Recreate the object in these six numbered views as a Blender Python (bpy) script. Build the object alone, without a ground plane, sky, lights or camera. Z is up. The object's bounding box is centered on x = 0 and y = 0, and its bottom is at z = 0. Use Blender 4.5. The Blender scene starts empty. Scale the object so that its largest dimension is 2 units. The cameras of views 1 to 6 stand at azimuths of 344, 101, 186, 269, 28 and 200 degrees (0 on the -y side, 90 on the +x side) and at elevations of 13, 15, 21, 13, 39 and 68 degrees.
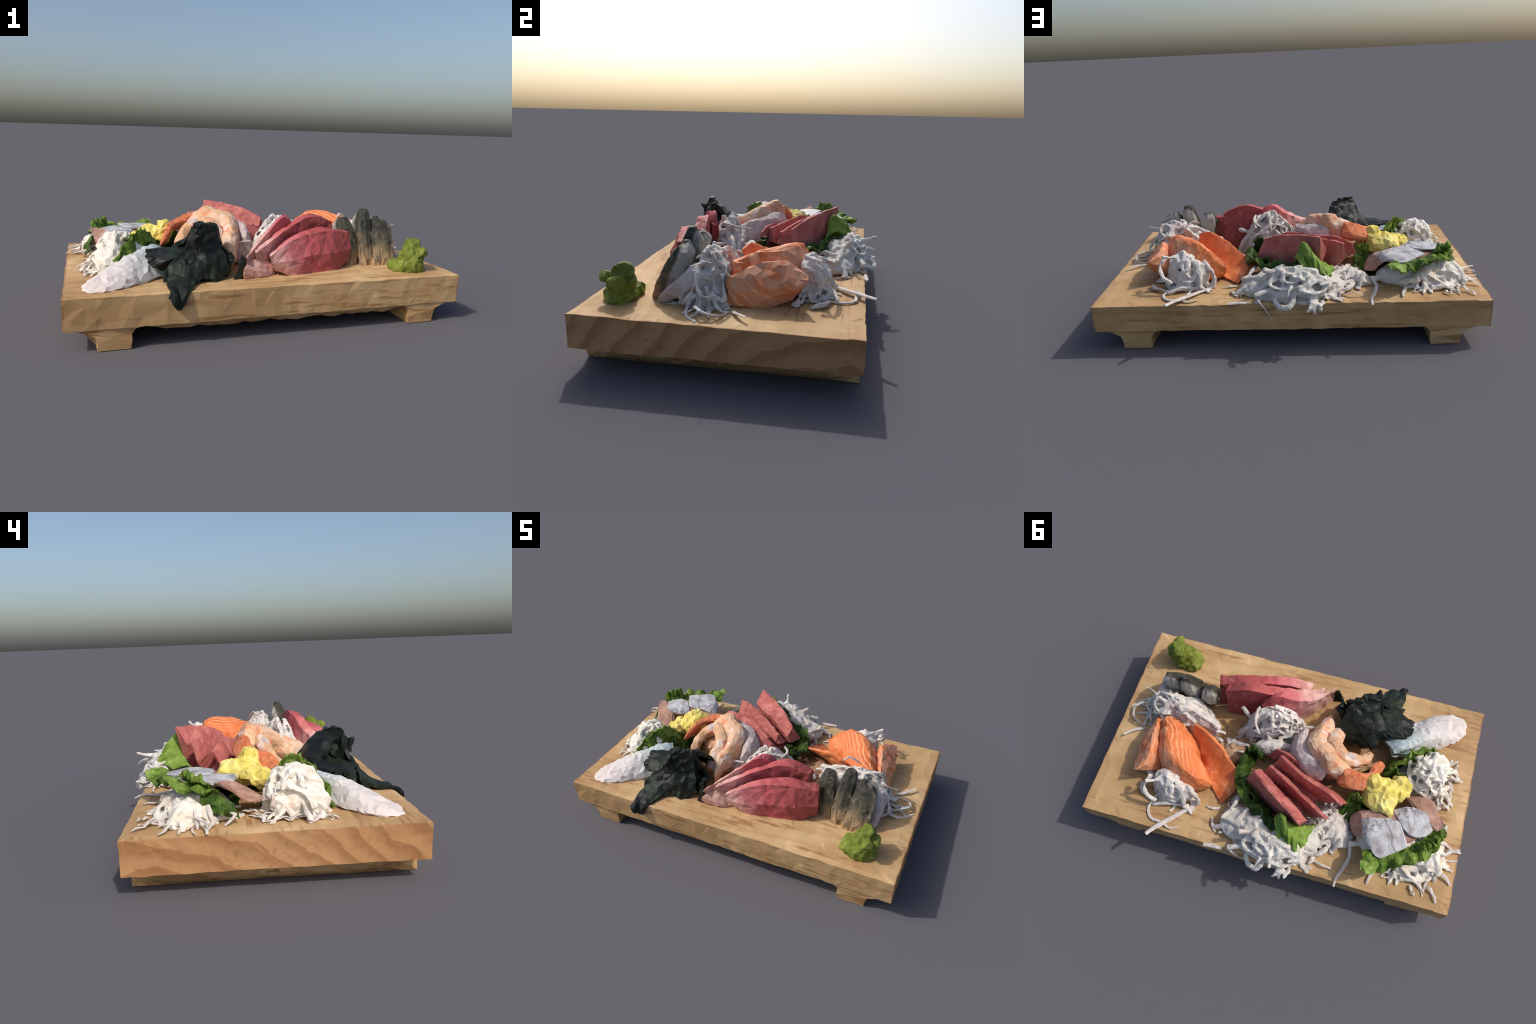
"""Wooden serving board with a sashimi assortment, built part by part."""
import bpy, bmesh, math, random
import numpy as np
from mathutils import Vector, Matrix, noise as mn

TOP = 0.2445            # height of the board's upper face
ROT = math.radians(2.0)
CEN = (0.003, -0.012)

# ------------------------------------------------------------------ materials
def lin(c):
    out = []
    for v in c:
        v /= 255.0
        out.append(v / 12.92 if v <= 0.04045 else ((v + 0.055) / 1.055) ** 2.4)
    return (*out, 1.0)


class Shade:
    """Small wrapper that builds a node material on Object coordinates."""

    def __init__(self, name, rough=0.7, spec=0.25, sheen=0.0):
        self.m = bpy.data.materials.new(name)
        self.m.use_nodes = True
        self.t = self.m.node_tree
        self.N, self.L = self.t.nodes, self.t.links
        self.bsdf = self.N["Principled BSDF"]
        self.bsdf.inputs["Roughness"].default_value = rough
        self.bsdf.inputs["Specular IOR Level"].default_value = spec
        self.co = self.N.new("ShaderNodeTexCoord").outputs["Object"]

    def put(self, sock, v):
        if hasattr(v, "links") or isinstance(v, bpy.types.NodeSocket):
            self.L.new(v, sock)
        else:
            sock.default_value = v

    def mapped(self, scale=(1, 1, 1), rot=(0, 0, 0), loc=(0, 0, 0)):
        n = self.N.new("ShaderNodeMapping")
        n.inputs["Scale"].default_value = scale
        n.inputs["Rotation"].default_value = rot
        n.inputs["Location"].default_value = loc
        self.L.new(self.co, n.inputs["Vector"])
        return n.outputs[0]

    def noise(self, scale, detail=3.0, vec=None, rough=0.55, dist=0.0):
        n = self.N.new("ShaderNodeTexNoise")
        n.inputs["Scale"].default_value = scale
        n.inputs["Detail"].default_value = detail
        n.inputs["Roughness"].default_value = rough
        n.inputs["Distortion"].default_value = dist
        self.L.new(vec or self.co, n.inputs["Vector"])
        return n.outputs["Fac"]

    def cells(self, scale, feature="F1", vec=None, out="Distance"):
        n = self.N.new("ShaderNodeTexVoronoi")
        n.feature = feature
        n.inputs["Scale"].default_value = scale
        self.L.new(vec or self.co, n.inputs["Vector"])
        return n.outputs[out]

    def math(self, op, a, b=0.0, c=0.0):
        n = self.N.new("ShaderNodeMath")
        n.operation = op
        for i, v in enumerate((a, b, c)):
            self.put(n.inputs[i], v)
        return n.outputs[0]

    def along(self, origin, direction):
        """signed distance from origin measured along a direction"""
        s = self.N.new("ShaderNodeVectorMath"); s.operation = "SUBTRACT"
        self.L.new(self.co, s.inputs[0]); s.inputs[1].default_value = origin
        d = self.N.new("ShaderNodeVectorMath"); d.operation = "DOT_PRODUCT"
        self.L.new(s.outputs[0], d.inputs[0])
        d.inputs[1].default_value = Vector(direction).normalized()
        return d.outputs["Value"]

    def near(self, centre, radius, soft=0.5):
        """1 inside a ball, fading out at its rim"""
        d = self.N.new("ShaderNodeVectorMath"); d.operation = "DISTANCE"
        self.L.new(self.co, d.inputs[0]); d.inputs[1].default_value = centre
        return self.span(d.outputs["Value"], radius, radius * soft)

    def span(self, v, lo, hi, smooth=True):
        n = self.N.new("ShaderNodeMapRange")
        n.interpolation_type = "SMOOTHSTEP" if smooth else "LINEAR"
        n.inputs["From Min"].default_value = lo
        n.inputs["From Max"].default_value = hi
        if lo > hi:
            n.inputs["From Min"].default_value = hi
            n.inputs["From Max"].default_value = lo
            n.inputs["To Min"].default_value = 1.0
            n.inputs["To Max"].default_value = 0.0
        self.put(n.inputs["Value"], v)
        return n.outputs[0]

    def ramp(self, fac, stops):
        n = self.N.new("ShaderNodeValToRGB")
        e = n.color_ramp.elements
        while len(e) < len(stops):
            e.new(0.5)
        for el, (p, c) in zip(e, stops):
            el.position, el.color = p, lin(c)
        self.put(n.inputs[0], fac)
        return n.outputs[0]

    def mix(self, fac, a, b, kind="MIX"):
        n = self.N.new("ShaderNodeMix")
        n.data_type, n.blend_type = "RGBA", kind
        self.put(n.inputs[0], fac)
        self.put(n.inputs[6], a if not isinstance(a, tuple) else lin(a))
        self.put(n.inputs[7], b if not isinstance(b, tuple) else lin(b))
        return n.outputs[2]

    def marks(self, colour, dark, scale=26.0, amount=0.55):
        """sparse hair-thin dark nicks, as cut fish and knife-marked wood show"""
        edge = self.cells(scale, "DISTANCE_TO_EDGE")
        line = self.span(edge, 0.035, 0.0)
        where = self.span(self.noise(scale * 0.45, 2.0), 0.60, 0.68)
        return self.mix(self.math("MULTIPLY", self.math("MULTIPLY", line, where), amount), colour, dark)

    def done(self, colour, bump=None, strength=0.3, dist=0.004, translucent=0.0):
        self.put(self.bsdf.inputs["Base Color"], colour)
        if bump is not None:
            b = self.N.new("ShaderNodeBump")
            b.inputs["Strength"].default_value = strength
            b.inputs["Distance"].default_value = dist
            self.L.new(bump, b.inputs["Height"])
            self.L.new(b.outputs[0], self.bsdf.inputs["Normal"])
        if translucent:
            tr = self.N.new("ShaderNodeBsdfTranslucent")
            self.put(tr.inputs["Color"], colour)
            mx = self.N.new("ShaderNodeMixShader")
            mx.inputs[0].default_value = translucent
            self.L.new(self.bsdf.outputs[0], mx.inputs[1])
            self.L.new(tr.outputs[0], mx.inputs[2])
            self.L.new(mx.outputs[0], self.N["Material Output"].inputs["Surface"])
        return self.m


def mottled(name, stops, scale=14.0, fine=60.0, rough=0.75, tick=None, translucent=0.0, spec=0.2):
    s = Shade(name, rough, spec)
    f = s.math("ADD", s.math("MULTIPLY", s.noise(scale, 4.0, rough=0.65), 0.62), s.math("MULTIPLY", s.noise(fine, 3.0, rough=0.7), 0.38))
    c = s.ramp(s.span(f, 0.36, 0.64, False), stops)
    if tick:
        c = s.marks(c, tick)
    return s.done(c, s.noise(fine * 1.5, 2.0), 0.25, 0.003, translucent)


def wood():
    s = Shade("pale_conifer_wood", 0.65, 0.25)
    # growth rings: cylinders around an axis running along the board, seen as
    # lines on the faces and as slanting bands on the end grain
    sep = s.N.new("ShaderNodeSeparateXYZ"); s.L.new(s.co, sep.inputs[0])
    dy = s.math("SUBTRACT", sep.outputs[1], 0.575)
    dz = s.math("ADD", sep.outputs[2], 0.70)
    d = s.math("SQRT", s.math("ADD", s.math("MULTIPLY", dy, dy), s.math("MULTIPLY", dz, dz)))
    wob = s.math("MULTIPLY", s.noise(4.0, 3.0, s.mapped((0.35, 1, 1))), 0.16)
    ring = s.math("FRACT", s.math("MULTIPLY", s.math("ADD", d, wob), 11.0))
    late = s.math("MULTIPLY", s.span(ring, 0.45, 0.86), s.span(ring, 1.0, 0.88))
    streak = s.span(s.noise(40.0, 3.0, s.mapped((0.10, 1.0, 1.0))), 0.50, 0.64)
    patch = s.noise(2.6, 3.0)
    base = s.ramp(patch, [(0.32, (170, 136, 93)), (0.50, (186, 151, 106)), (0.68, (206, 173, 127))])
    c = s.mix(s.math("MULTIPLY", late, 0.22), base, (158, 110, 66))
    gate = s.span(s.noise(7.0, 2.0, s.mapped((0.4, 1, 1))), 0.38, 0.58)
    c = s.mix(s.math("MULTIPLY", s.math("MULTIPLY", streak, gate), 0.85), c, (144, 104, 64))
    # end grain drinks oil: redder and darker
    ends = s.span(s.math("ABSOLUTE", sep.outputs[0]), 0.968, 0.9725)
    c = s.mix(s.math("MULTIPLY", ends, 0.75), c, s.mix(s.span(ring, 0.25, 0.85), (178, 130, 88), (148, 100, 64)))
    return s.done(c, s.noise(60.0, 2.0, s.mapped((0.15, 1, 1))), 0.25, 0.003)


def tuna():
    s = Shade("tuna_flesh", 0.6, 0.3)
    x = s.along((0.0, -0.35, 0.35), (1.0, 0.42, 0.15))
    w = s.math("ADD", x, s.math("MULTIPLY", s.math("SUBTRACT", s.noise(9.0, 3.0), 0.5), 0.16))
    c = s.ramp(s.span(w, -0.12, 0.42, False), [(0.0, (200, 158, 142)), (0.24, (220, 170, 162)), (0.42, (200, 112, 114)),
                                               (0.58, (188, 88, 92)), (0.8, (172, 80, 80)), (1.0, (156, 74, 72))])
    c = s.mix(s.math("MULTIPLY", s.span(s.noise(22.0, 4.0, rough=0.7), 0.42, 0.66), 0.5), c, (146, 76, 70))
    c = s.mix(s.math("MULTIPLY", s.span(s.noise(15.0, 4.0, s.mapped(loc=(2, 5, 1)), 0.7), 0.55, 0.72), 0.35), c, (214, 150, 140))
    c = s.marks(c, (100, 44, 42), 22.0, 0.5)
    return s.done(c, s.noise(70.0, 2.0), 0.3, 0.003)


def red_fish():
    s = Shade("lean_red_fish_flesh", 0.65, 0.25)
    f = s.noise(11.0, 4.0)
    c = s.ramp(f, [(0.3, (162, 88, 84)), (0.5, (184, 106, 98)), (0.72, (206, 134, 120))])
    c = s.mix(s.math("MULTIPLY", s.span(s.noise(70.0, 3.0, rough=0.7), 0.46, 0.66), 0.45), c, (150, 78, 74))
    c = s.marks(c, (112, 58, 56), 26.0, 0.6)
    return s.done(c, s.noise(90.0, 2.0), 0.3, 0.003)


def salmon(name, across, freq=46.0, pale=0.75):
    s = Shade(name, 0.55, 0.3)
    d = s.along((0.5, 0.2, 0.35), across)
    wav = s.math("MULTIPLY", s.noise(6.0, 2.0), 0.09)
    band = s.math("SINE", s.math("MULTIPLY", s.math("ADD", d, wav), freq * 2 * math.pi / 1.6))
    fat = s.span(band, 0.45, 1.0)
    base = s.ramp(s.noise(9.0, 3.0), [(0.3, (196, 104, 58)), (0.5, (220, 124, 72)), (0.7, (230, 148, 98))])
    c = s.mix(s.math("MULTIPLY", fat, s.span(s.noise(5.0, 2.0), 0.36, 0.56)), base, (240, 168, 122))
    side = s.math("ADD", s.along((0.545, 0.228, 0.455), (0.70, 0.72, -0.10)), s.math("MULTIPLY", s.math("SUBTRACT", s.noise(8.0, 3.0), 0.5), 0.10))
    cut = s.math("MULTIPLY", s.span(side, 0.0, 0.03), s.span(s.noise(12.0, 4.0, rough=0.7), 0.36, 0.62))
    c = s.mix(s.math("MULTIPLY", cut, pale), c, (212, 158, 126))
    c = s.marks(c, (150, 74, 40), 20.0, 0.4)
    return s.done(c, s.noise(60.0, 2.0), 0.25, 0.003)


def mackerel():
    s = Shade("mackerel_skin_and_flesh", 0.6, 0.3)
    # skin side looks along -y; flesh behind it, pale belly at the foot
    depth = s.along((0.62, -0.235, 0.33), (0.05, 0.93, -0.36))
    up = s.along((0.62, -0.235, 0.33), (0.0, 0.36, 0.93))
    n = s.math("MULTIPLY", s.math("SUBTRACT", s.noise(18.0, 3.0), 0.5), 0.09)
    skin = s.ramp(s.span(s.math("ADD", up, n), -0.09, 0.12, False),
                  [(0.0, (178, 146, 108)), (0.3, (150, 128, 98)), (0.55, (98, 90, 72)), (1.0, (64, 63, 54))])
    skin = s.mix(s.math("MULTIPLY", s.span(s.noise(60.0, 4.0, s.mapped((1.0, 0.3, 0.22))), 0.47, 0.62), 0.65), skin, (44, 43, 38))
    skin = s.mix(s.math("MULTIPLY", s.span(s.noise(26.0, 3.0, s.mapped(loc=(1, 4, 2))), 0.56, 0.68), 0.5), skin, (138, 126, 104))
    flesh = s.ramp(s.noise(10.0, 3.0), [(0.3, (128, 124, 116)), (0.55, (166, 160, 150)), (0.75, (190, 182, 168))])
    return s.done(s.mix(s.span(s.math("ADD", depth, s.math("MULTIPLY", n, 0.25)), 0.012, 0.03), skin, flesh), s.noise(60.0, 2.0), 0.3, 0.003)


def silver():
    s = Shade("silver_fish_skin", 0.45, 0.4)
    f = s.noise(16.0, 4.0, s.mapped((1, 1, 1), (0, 0, 0.6)))
    c = s.ramp(f, [(0.34, (150, 144, 144)), (0.5, (188, 186, 186)), (0.7, (206, 205, 206))])
    spots = s.math("MULTIPLY", s.span(s.noise(48.0, 3.0), 0.50, 0.62), s.span(s.along((-0.60, 0.25, 0.39), (0.6, -0.75, 0.0)), -0.03, 0.07))
    c = s.mix(s.math("MULTIPLY", spots, 0.75), c, (96, 88, 92))
    crack = s.span(s.math("ABSOLUTE", s.math("ADD", s.along((-0.612, 0.27, 0.39), (0.80, 0.45, 0.0)), s.math("MULTIPLY", s.math("SUBTRACT", s.noise(12.0, 2.0), 0.5), 0.05))), 0.006, 0.001)
    c = s.mix(s.math("MULTIPLY", crack, 0.7), c, (104, 92, 88))
    return s.done(s.marks(c, (110, 100, 98), 16.0, 0.6))


def squid():
    s = Shade("squid_flesh", 0.55, 0.3)
    x = s.along((-0.85, -0.52, 0.25), (0.78, 0.63, 0.0))
    w = s.math("ADD", x, s.math("MULTIPLY", s.math("SUBTRACT", s.noise(10.0, 2.0), 0.5), 0.12))
    c = s.ramp(s.span(w, 0.05, 0.48, False), [(0.0, (216, 204, 198)), (0.45, (204, 200, 196)), (0.75, (180, 193, 194)), (1.0, (160, 178, 180))])
    c = s.mix(s.math("MULTIPLY", s.span(s.noise(26.0, 2.0), 0.52, 0.68), 0.4), c, (200, 190, 184))
    return s.done(c, s.noise(50.0, 2.0), 0.2, 0.003)


def shrimp():
    s = Shade("boiled_shrimp", 0.6, 0.3)
    c = s.ramp(s.noise(9.0, 3.0), [(0.3, (196, 150, 112)), (0.5, (214, 172, 136)), (0.68, (218, 190, 166))])
    c = s.mix(s.math("MULTIPLY", s.span(s.noise(17.0, 3.0), 0.54, 0.68), 0.7), c, (216, 128, 92))
    c = s.mix(s.math("MULTIPLY", s.span(s.noise(13.0, 2.0, s.mapped(loc=(3, 1, 2))), 0.56, 0.68), 0.6), c, (230, 216, 206))
    return s.done(c, s.noise(50.0, 2.0), 0.25, 0.003)


M = {}
def make_materials():
    M["wood"] = wood()
    M["tuna"] = tuna()
    M["red"] = red_fish()
    M["salmon"] = salmon("salmon_flesh", (0.70, 0.35, 0.62), 64.0)
    M["salmon_thin"] = salmon("salmon_belly_flesh", (0.55, 0.8, 0.1), 20.0, 0.0)
    M["mackerel"] = mackerel()
    M["silver"] = silver()
    M["brown"] = mottled("brown_fish_flesh", [(0, (150, 112, 98)), (0.5, (172, 134, 118)), (1, (190, 158, 142))], 12, 50, tick=(90, 64, 58))
    M["squid"] = squid()
    M["shrimp"] = shrimp()
    M["shrimp_tail"] = mottled("orange_shrimp_tail", [(0, (180, 94, 58)), (0.5, (206, 122, 84)), (1, (222, 154, 118))], 11, 40)
    M["crumple_tan"] = mottled("tan_scan_crumple", [(0, (150, 116, 84)), (0.5, (172, 138, 106)), (1, (196, 166, 138))], 12, 50)
    M["greyfish"] = mottled("pale_fish_flesh", [(0, (172, 150, 144)), (0.5, (198, 180, 174)), (1, (214, 202, 198))], 9, 40, tick=(140, 110, 104))
    M["seaweed"] = mottled("wet_dark_seaweed", [(0, (15, 20, 18)), (0.5, (23, 30, 25)), (0.8, (31, 42, 28)), (1, (46, 62, 32))], 9, 40, 0.55, spec=0.3)
    M["daikon"] = mottled("shredded_white_radish", [(0, (186, 172, 164)), (0.4, (204, 196, 188)), (1, (220, 216, 210))], 7, 30, 0.6)
    M["daikon_cool"] = mottled("shredded_cool_white_radish", [(0, (188, 176, 164)), (0.4, (204, 198, 188)), (1, (218, 216, 208))], 6, 30, 0.6)
    M["daikon_warm"] = mottled("shredded_cream_radish", [(0, (206, 188, 168)), (0.4, (222, 214, 200)), (1, (230, 228, 220))], 8, 30, 0.6)
    M["strand"] = mottled("radish_strand", [(0, (190, 176, 168)), (0.5, (206, 196, 188)), (1, (216, 212, 206))], 12, 60, 0.6)
    M["lettuce"] = mottled("green_lettuce", [(0, (58, 82, 26)), (0.45, (90, 118, 42)), (0.75, (122, 146, 62)), (1, (148, 168, 86))], 8, 40, 0.55, translucent=0.15)
    M["lettuce_dark"] = mottled("dark_lettuce", [(0, (34, 50, 18)), (0.5, (58, 82, 30)), (1, (98, 124, 52))], 9, 40, 0.55, translucent=0.12)
    M["lettuce_light"] = mottled("light_lettuce", [(0, (98, 130, 44)), (0.5, (132, 160, 70)), (1, (160, 184, 100))], 8, 40, 0.55, translucent=0.18)
    M["yellow"] = mottled("yellow_petal_mound", [(0, (196, 178, 74)), (0.5, (222, 204, 108)), (1, (234, 222, 142))], 9, 40, 0.65)
    M["wasabi"] = mottled("green_paste", [(0, (84, 96, 34)), (0.5, (112, 124, 48)), (1, (140, 150, 68))], 8, 40, 0.6)


# ------------------------------------------------------------------ geometry
def spline(P, n):
    """Catmull-Rom through the rows of P, n samples, chord-length spaced"""
    P = np.asarray(P, float)
    flat = P.reshape(len(P), -1)
    if len(P) == 2:
        t = np.linspace(0, 1, n)[:, None]
        return (flat[0] * (1 - t) + flat[1] * t).reshape((n,) + P.shape[1:])
    k = np.concatenate([[0], np.cumsum(np.maximum(np.linalg.norm(np.diff(flat, axis=0), axis=1), 1e-5))])
    tang = np.gradient(flat, k, axis=0)
    u = np.linspace(0, k[-1], n)
    i = np.clip(np.searchsorted(k, u, side="right") - 1, 0, len(k) - 2)
    h = (k[i + 1] - k[i])[:, None]
    t = ((u - k[i])[:, None]) / h
    a, b = flat[i], flat[i + 1]
    ta, tb = tang[i] * h, tang[i + 1] * h
    out = (2 * t**3 - 3 * t**2 + 1) * a + (t**3 - 2 * t**2 + t) * ta + (-2 * t**3 + 3 * t**2) * b + (t**3 - t**2) * tb
    return out.reshape((n,) + P.shape[1:])


def unit(a):
    return a / np.maximum(np.linalg.norm(a, axis=-1, keepdims=True), 1e-9)


def ring_mesh(R):
    """closed skin through rings R[n, m, 3], ends fanned shut"""
    n, m, _ = R.shape
    V = list(map(tuple, R.reshape(-1, 3)))
    F = [(i * m + j, i * m + (j + 1) % m, (i + 1) * m + (j + 1) % m, (i + 1) * m + j) for i in range(n - 1) for j in range(m)]
    for i, flip in ((0, True), (n - 1, False)):
        V.append(tuple(R[i].mean(0)))
        c = len(V) - 1
        for j in range(m):
            t = (i * m + j, i * m + (j + 1) % m, c)
            F.append(t[::-1] if flip else t)
    return V, F


def slab_mesh(stations, n=44, m=36, power=3.6, taper=0.12):
    """a slice: at each station foot, [middle,] head and thickness"""
    B = spline([s[0][0] for s in stations], n)
    T = spline([s[0][-1] for s in stations], n)
    Mi = spline([s[0][1] if len(s[0]) == 3 else (np.add(s[0][0], s[0][-1]) / 2) for s in stations], n)
    th = spline([[s[1]] for s in stations], n)[:, 0]
    C = (B + T) / 2
    nor = unit(np.cross(np.gradient(C, axis=0), T - B))
    a = np.linspace(0, 2 * math.pi, m, endpoint=False)
    sg = lambda f: np.sign(f) * np.abs(f) ** (2 / power)
    s, w = 0.5 + 0.5 * sg(np.cos(a)), 0.5 * sg(np.sin(a))
    R = np.zeros((n, m, 3))
    for i in range(n):
        u = i / (n - 1)
        e = min(u, 1 - u) / max(taper, 1e-6)
        k = 1.0 if e >= 1 else math.sqrt(max(0.0, 1 - (1 - e) ** 2)) * 0.75 + 0.25
        q = lambda x: (B[i] * (1 - x) * (1 - 2 * x) + Mi[i] * 4 * x * (1 - x) + T[i] * x * (2 * x - 1))
        for j in range(m):
            R[i, j] = q(0.5 + (s[j] - 0.5) * (0.9 + 0.1 * k)) + nor[i] * w[j] * th[i] * k
    return ring_mesh(R)


def ring_loft(sections, n=44, m=40, sharp=False):
    """closed body through cross-section polygons (same corner count each);
    corners stay crisp when sharp"""
    S = np.asarray(sections, float)
    k = S.shape[1]
    A = np.stack([spline(S[:, j], n) for j in range(k)], axis=1)
    R = np.zeros((n, m, 3))
    for i in range(n):
        P = A[i]
        if sharp:
            per = m // k
            for j in range(k):
                a, b = P[j], P[(j + 1) % k]
                for q in range(per):
                    R[i, j * per + q] = a + (b - a) * q / per
        else:
            loop = np.concatenate([P[-2:], P, P[:3]])
            t = np.linspace(2, 2 + k, m, endpoint=False)
            f = np.floor(t).astype(int)
            w = (t - f)[:, None]
            p0, p1, p2, p3 = loop[f - 1], loop[f], loop[f + 1], loop[f + 2]
            R[i] = 0.5 * (2 * p1 + (p2 - p0) * w + (2 * p0 - 5 * p1 + 4 * p2 - p3) * w**2 + (3 * p1 - p0 - 3 * p2 + p3) * w**3)
    return ring_mesh(R[:, : (m // k) * k] if sharp else R)


def tube_mesh(path, radii, n=40, m=12, hint=(0, 0, 1), power=2.0):
    """limb along a path; radii per point: r or (side, up)"""
    P = spline(path, n)
    r = np.array([(q, q) if not hasattr(q, "__len__") else q for q in radii], float)
    r = np.maximum(spline(r, n), 0.001) if len(r) > 1 else np.repeat(r, n, 0)
    T = unit(np.gradient(P, axis=0))
    S = unit(np.cross(T, np.array(hint, float) + 1e-4))
    U = np.cross(S, T)
    a = np.linspace(0, 2 * math.pi, m, endpoint=False)
    sg = lambda f: np.sign(f) * np.abs(f) ** (2 / power)
    R = P[:, None] + S[:, None] * (sg(np.cos(a))[None, :, None] * r[:, 0][:, None, None]) + U[:, None] * (sg(np.sin(a))[None, :, None] * r[:, 1][:, None, None])
    return ring_mesh(R)


def ball_mesh(c, r, turn=0.0, n=14, m=20):
    V, F = [], []
    for i in range(n + 1):
        p = math.pi * i / n
        for j in range(m):
            q = 2 * math.pi * j / m
            x, y, z = math.sin(p) * math.cos(q) * r[0], math.sin(p) * math.sin(q) * r[1], math.cos(p) * r[2]
            V.append((c[0] + x * math.cos(turn) - y * math.sin(turn), c[1] + x * math.sin(turn) + y * math.cos(turn), c[2] + z))
    for i in range(n):
        for j in range(m):
            F.append((i * m + j, (i + 1) * m + j, (i + 1) * m + (j + 1) % m, i * m + (j + 1) % m))
    return V, F


def merge(parts):
    V, F = [], []
    for v, f in parts:
        o = len(V)
        V += v
        F += [tuple(i + o for i in q) for q in f]
    return V, F


def evaluated(me, mods):
    ob = bpy.data.objects.new("helper", me)
    bpy.context.scene.collection.objects.link(ob)
    for kind, props in mods:
        md = ob.modifiers.new(kind.lower(), kind)
        for k, v in props.items():
            setattr(md, k, v)
    dg = bpy.context.evaluated_depsgraph_get()
    out = bpy.data.meshes.new_from_object(ob.evaluated_get(dg))
    bpy.data.objects.remove(ob)
    return out


def roughen(me, layers, seed=0, floor=None):
    """push the skin along its normals by noise: (amplitude, frequency[, ridged])"""
    off = Vector((seed * 3.17, seed * 1.71, seed * 0.37))
    n = len(me.vertices)
    nor = np.empty(n * 3); me.vertex_normals.foreach_get("vector", nor); nor = nor.reshape(-1, 3)
    co = np.empty(n * 3); me.vertices.foreach_get("co", co); co = co.reshape(-1, 3)
    d = np.zeros(n)
    for L in layers:
        amp, fr = L[0], L[1]
        for i in range(n):
            v = mn.noise(Vector(co[i]) * fr + off)
            if len(L) > 2:
                v = 1 - 2.2 * abs(v)
            d[i] += amp * v
    co += nor * d[:, None]
    if floor is not None:
        co[:, 2] = np.maximum(co[:, 2], floor)
    me.vertices.foreach_set("co", co.ravel())
    me.update()


def area(me):
    return sum(p.area for p in me.polygons)


def coarse(me, edge):
    """break the skin into irregular flat facets of about this edge length"""
    me2 = evaluated(me, [("TRIANGULATE", {})])
    want = area(me2) / (0.433 * edge * edge)
    ratio = min(1.0, want / max(1, len(me2.polygons)))
    return evaluated(me2, [("DECIMATE", {"ratio": ratio})])


def make(name, mesh, mat, parent=None, noise=(), edge=0.02, voxel=None, seed=0, floor=None, smooth=False, facet=0.10):
    V, F = mesh
    me = bpy.data.meshes.new(name)
    me.from_pydata(V, [], F)
    me.update()
    bm = bmesh.new(); bm.from_mesh(me); bmesh.ops.recalc_face_normals(bm, faces=bm.faces); bm.to_mesh(me); bm.free()
    if voxel:
        me = evaluated(me, [("REMESH", {"mode": "VOXEL", "voxel_size": voxel})])
    if noise:
        roughen(me, noise, seed, floor)
    if edge:
        me = coarse(me, edge)
        if facet:      # uneven facets, imitating the scan's low-poly mesh
            rnd = random.Random(seed * 7 + 1)
            for v, nn in zip(me.vertices, [Vector(x.vector) for x in me.vertex_normals]):
                v.co += nn * rnd.uniform(-1, 1) * facet * edge
    me.name = name
    me.materials.clear()
    me.materials.append(M[mat])
    me.polygons.foreach_set("use_smooth", [smooth] * len(me.polygons))
    ob = bpy.data.objects.new(name, me)
    bpy.context.scene.collection.objects.link(ob)
    if parent:
        ob.parent = parent
        ob.matrix_parent_inverse = Matrix.Translation(parent.location).inverted()
    return ob


def thing(name, at, label, category):
    e = bpy.data.objects.new(name, None)
    e.empty_display_size = 0.05
    e.location = at
    bpy.context.scene.collection.objects.link(e)
    e["label"], e["category"] = label, category
    return e


def leaf_mesh(grid, thick=0.007, n=46, m=30, ruffle=0.02, waves=5.0, seed=0, ragged=0.18):
    """leaf blade through a control grid; the last row is the frilled rim"""
    G = np.asarray(grid, float)
    A = np.stack([spline(G[i], n) for i in range(len(G))])            # rows x n
    B = np.stack([spline(A[:, j], m) for j in range(n)], axis=1)      # m x n
    rnd = random.Random(seed)
    ph = rnd.random() * 6
    du, dv = np.gradient(B, axis=1), np.gradient(B, axis=0)
    nor = unit(np.cross(du, dv))
    S = B.copy()
    for i in range(m):
        v = i / (m - 1)
        for j in range(n):
            u = j / (n - 1)
            k = mn.noise(Vector((u * waves * 1.3 + seed, v * 2.0, seed * 0.7)))
            amp = ruffle * (0.25 + 0.75 * v * v)
            S[i, j] += nor[i, j] * amp * (0.6 * math.sin(u * waves * 6.283 + ph + 2.5 * k) + 1.1 * k)
            cut = ragged * v**3 * abs(mn.noise(Vector((u * waves * 4 + seed * 2.3, 0.3, seed))))
            S[i, j] += (B[0, j] - B[i, j]) * cut
            e = min(u, 1 - u)
            S[i, j] += dv[i, j] * m * 0.03 * mn.noise(Vector((u * 9, v * 5, seed + 4)))
    du, dv = np.gradient(S, axis=1), np.gradient(S, axis=0)
    nor = unit(np.cross(du, dv))
    V, F = [], []
    for side in (1, -1):
        for i in range(m):
            for j in range(n):
                V.append(tuple(S[i, j] + nor[i, j] * thick * 0.5 * side))
    o = m * n
    for i in range(m - 1):
        for j in range(n - 1):
            a = i * n + j
            F.append((a, a + 1, a + n + 1, a + n))
            F.append((o + a, o + a + n, o + a + n + 1, o + a + 1))
    rim = [i for i in range(n)] + [i * n + n - 1 for i in range(1, m)] + [(m - 1) * n + j for j in range(n - 2, -1, -1)] + [i * n for i in range(m - 2, 0, -1)]
    for a, b in zip(rim, rim[1:] + rim[:1]):
        F.append((a, o + a, o + b, b))
    return V, F


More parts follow.
